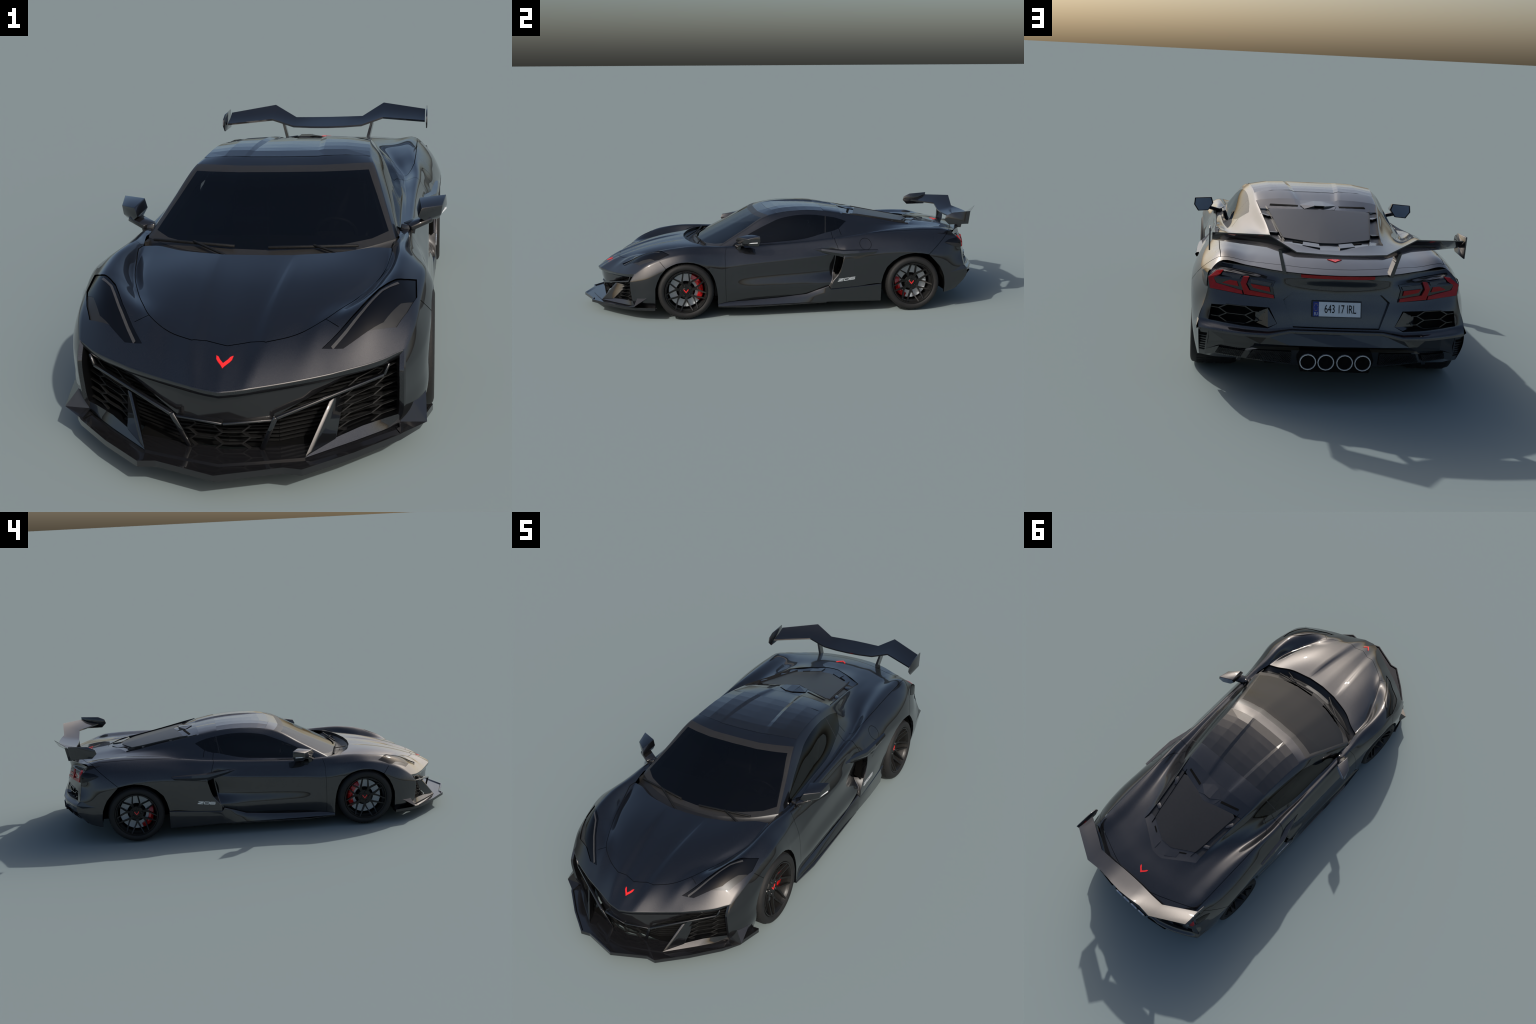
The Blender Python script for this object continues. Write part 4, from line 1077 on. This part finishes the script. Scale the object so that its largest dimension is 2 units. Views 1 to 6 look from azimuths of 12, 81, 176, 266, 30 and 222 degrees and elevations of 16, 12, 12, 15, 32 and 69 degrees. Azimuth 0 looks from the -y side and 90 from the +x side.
# ------------------------------------------------------------------ wheels
def build_wheel(cy, x_out, width, phase, cal_a, R=.1346):
    out = []
    for s in (1, -1):
        w = bpy.data.objects.new('wheel', None); link(w)
        c = (0, cy, .1352)
        S = shape(); xo = x_out
        prof = [(.1015, xo-width+.012), (.1040, xo-width+.002), (.118, xo-width-.002), (.1295, xo-width+.004), (R-.0012, xo-width+.016),
                (R, xo-width*.70), (R, xo-width*.30), (R-.0012, xo-.016), (.1300, xo-.0045), (.1245, xo-.0005), (.117, xo+.0015), (.1085, xo-.001), (.1045, xo-.005), (.1025, xo-.012), (.0990, xo-.030)]
        lathe(S, prof, 72, c, s)
        make('tyre', S[0], S[1] if s > 0 else [tuple(reversed(f)) for f in S[1]], RUBBER, w, smooth=True, angle=40)
        # tread blocks
        S = shape()
        for i in range(60):
            a = 2*math.pi*i/60
            for k in range(4):
                x0 = xo-width*(.13+.20*k); x1 = x0-width*.15
                q = []
                for rr in (R-.001, R+.0006):
                    for (xx, da) in ((x0, 0), (x1, .012), (x1, .082), (x0, .070)):
                        q.append((s*xx, cy+rr*math.cos(a+da), .1352+rr*math.sin(a+da)))
                add(S, q, [(0, 1, 2, 3), (7, 6, 5, 4), (0, 4, 5, 1), (1, 5, 6, 2), (2, 6, 7, 3), (3, 7, 4, 0)])
        make('tread', *S, RUBBER, w, kind='stuff')
        S = shape()
        xr = xo-.006
        lathe(S, [(.1030, xr), (.1025, xr+.003), (.0995, xr+.003), (.0965, xr-.002), (.0925, xr-.010), (.0915, xr-.080)], 72, c, s)
        lathe(S, [(.0015, .3735), (.0150, .3735), (.0170, .3715), (.0330, .3705), (.0365, .3660), (.0350, .3500)], 40, c, s)
        P = lambda r, a, x: Vector((s*x, cy+r*math.cos(a), .1352+r*math.sin(a)))
        for i in range(7):
            th = phase+2*math.pi*(i+.5)/7
            node = P(.0470, th, .3690)
            beam(S, P(.028, th, .3640), node, .0125, .012, up=(s, 0, 0), w2=.0115)
            for sg in (1, -1):
                k1 = P(.0560, th+sg*.125, .3705); e = P(.0985, th+sg*math.radians(18.3), xr+.0005)
                beam(S, P(.0440, th+sg*.045, .3690), k1, .0075, .012, up=(s, 0, 0), w2=.0068)
                beam(S, k1, e, .0068, .012, up=(s, 0, 0), w2=.0052, h2=.009)
        rim = make('rim', *S, RIMM, w, smooth=True, angle=30)
        for i in range(5):
            a = math.radians(103)+2*math.pi*i/5
            S = shape(); p = P(.0245, a, 0)
            lathe(S, [(.0055, .366), (.0055, .3725), (.0042, .3745), (.0012, .3748)], 10, (0, p.y, p.z), s)
            make('lug_nut', *S, SATIN, w, smooth=True, angle=40)
        emblem('hub_emblem', VSYM, lambda x, y, d: (s*(.3738+d), cy+x*.0235, .1352+y*.020), .0014, w)
        S = shape(); xd = .345
        lathe(S, [(.046, xd+.004), (.0815, xd+.004), (.0815, xd-.010), (.046, xd-.010)], 64, c, s)
        dsk = make('brake_disc', *S, DISC, w, smooth=True, angle=30)
        S = shape(); lathe(S, [(.0460, xd+.0042), (.0400, xd+.012), (.0300, xd+.016), (.0020, xd+.016)], 40, c, s)
        lathe(S, [(.0915, xd-.018), (.002, xd-.018)], 40, c, s)
        make('brake_hat', *S, VOIDM, w, smooth=True, angle=40)
        S = shape(); n = 14; rows = []
        for i in range(n+1):
            a = cal_a[0]+(cal_a[1]-cal_a[0])*i/n
            e = min(i, n-i)/2.5; e = min(1, .55+.45*e)
            bul = .004 if 4 <= i <= 10 else 0
            rows.append([P(.0585+.004*(1-e), a, xd+.006), P(.0600+.006*(1-e), a, xd+.0175+bul*.5), P(.0700, a, xd+.0205*e+bul), P(.0820-.004*(1-e), a, xd+.0175*e), P(.0865-.003*(1-e), a, xd+.004), P(.0865, a, xd-.014)])
        grid(S, rows)
        add(S, rows[0], [(0, 1, 2, 3, 4, 5)]); add(S, rows[-1], [(5, 4, 3, 2, 1, 0)])
        cal = make('brake_caliper', *S, CALIPER, w, smooth=True, angle=35)
        S = shape()
        for fr in (.28, .5, .72):
            a = cal_a[0]+(cal_a[1]-cal_a[0])*fr; beam(S, P(.061, a, xd+.0212), P(.083, a, xd+.0200), .0022, .004, up=(s, 0, 0))
        make('caliper_rib', *S, CALIPER, w)
        if s < 0:
            pass
        out.append(w)
    return out
build_wheel(-.5052, .3970, .116, math.radians(90), (math.radians(68), math.radians(-38)))
build_wheel(.6178, .4065, .144, math.radians(90), (math.radians(158), math.radians(250)))

# --------------------------------------------------------- underbody, cabin
S = shape()
def slab2(x0, x1, y0, y1, z0, z1): box(S, (x0, y0, z0), (x1, y1, z1))
slab2(-.19, .19, -.86, .46, .052, .060); slab2(-.19, .19, .46, .80, .075, .083); slab2(.19, .365, -.345, .455, .054, .062); slab2(-.365, -.19, -.345, .455, .054, .062)
slab2(-.33, .33, -.70, -.655, .052, .060); slab2(-.37, .37, .785, .83, .092, .098)
slab2(-.185, .185, -.66, -.35, .06, .22); slab2(-.185, .185, .46, .80, .06, .33)
make('underbody', *S, VOIDM)
S = shape(); box(S, (-.30, -.36, .09), (.30, .30, .10)); box(S, (-.30, -.40, .09), (.30, -.38, .30)); prism(S, [(-.25, .258, .09), (.25, .258, .09), (.25, .258, .37), (.20, .258, .452), (-.20, .258, .452), (-.25, .258, .37)], [(-.25, .266, .09), (.25, .266, .09), (.25, .266, .37), (.20, .266, .450), (-.20, .266, .450), (-.25, .266, .37)])
for s in (1, -1): box(S, (s*.305-.004, -.36, .09), (s*.305+.004, .27, .330))
make('cabin_tub', *S, LEATHER)
S = shape()
grid(S, [[(x, -.40, .300) for x in (-.29, 0, .29)], [(x, -.30, .318) for x in (-.29, 0, .29)], [(x, -.225, .312) for x in (-.29, 0, .29)], [(x, -.20, .25) for x in (-.29, 0, .29)]])
make('dashboard', *S, LEATHER, smooth=True, angle=40)
for s in (1, -1):
    S = shape()
    prism(S, [(s*.145-.07, -.06, .13), (s*.145+.07, -.06, .13), (s*.145+.07, .15, .12), (s*.145-.07, .15, .12)], [(s*.145-.065, -.06, .185), (s*.145+.065, -.06, .185), (s*.145+.06, .13, .17), (s*.145-.06, .13, .17)])
    prism(S, [(s*.145-.068, .10, .15), (s*.145+.068, .10, .15), (s*.145+.068, .16, .15), (s*.145-.068, .16, .15)], [(s*.145-.05, .195, .355), (s*.145+.05, .195, .355), (s*.145+.05, .235, .355), (s*.145-.05, .235, .355)])
    prism(S, [(s*.145-.034, .200, .355), (s*.145+.034, .200, .355), (s*.145+.034, .232, .355), (s*.145-.034, .232, .355)], [(s*.145-.026, .218, .425), (s*.145+.026, .218, .425), (s*.145+.026, .240, .425), (s*.145-.026, .240, .425)])
    soften(make('seat', *S, LEATHER), .010, 3)
S = shape(); n = 28; rows = []
for i in range(n):
    a = 2*math.pi*i/n; c = Vector((.145+.052*math.cos(a), -.165-.018*math.sin(a), .300+.046*math.sin(a)))
    rad = Vector((math.cos(a), -.35*math.sin(a), .9*math.sin(a))).normalized(); ax = Vector((0, .93, .36))
    rows.append([c+(rad*math.cos(k*math.pi/4)+ax*math.sin(k*math.pi/4))*.0055 for k in range(8)])
rows.append(rows[0]); grid(S, rows, True)
beam(S, (.095, -.165, .300), (.195, -.165, .300), .006, .014); beam(S, (.145, -.165, .300), (.145, -.24, .27), .02, .02)
make('steering_wheel', *S, LEATHER, smooth=True, angle=50)
S = shape()
trim = [(.296, -.328, .322), (.258, -.200, .392), (.226, -.078, .455), (.212, .000, .466), (.200, .200, .466), (.198, .258, .455)]
for a, b in zip(trim, trim[1:]): beam(S, a, b, .022, .014)
pair('pillar_trim', *S, LEATHER)
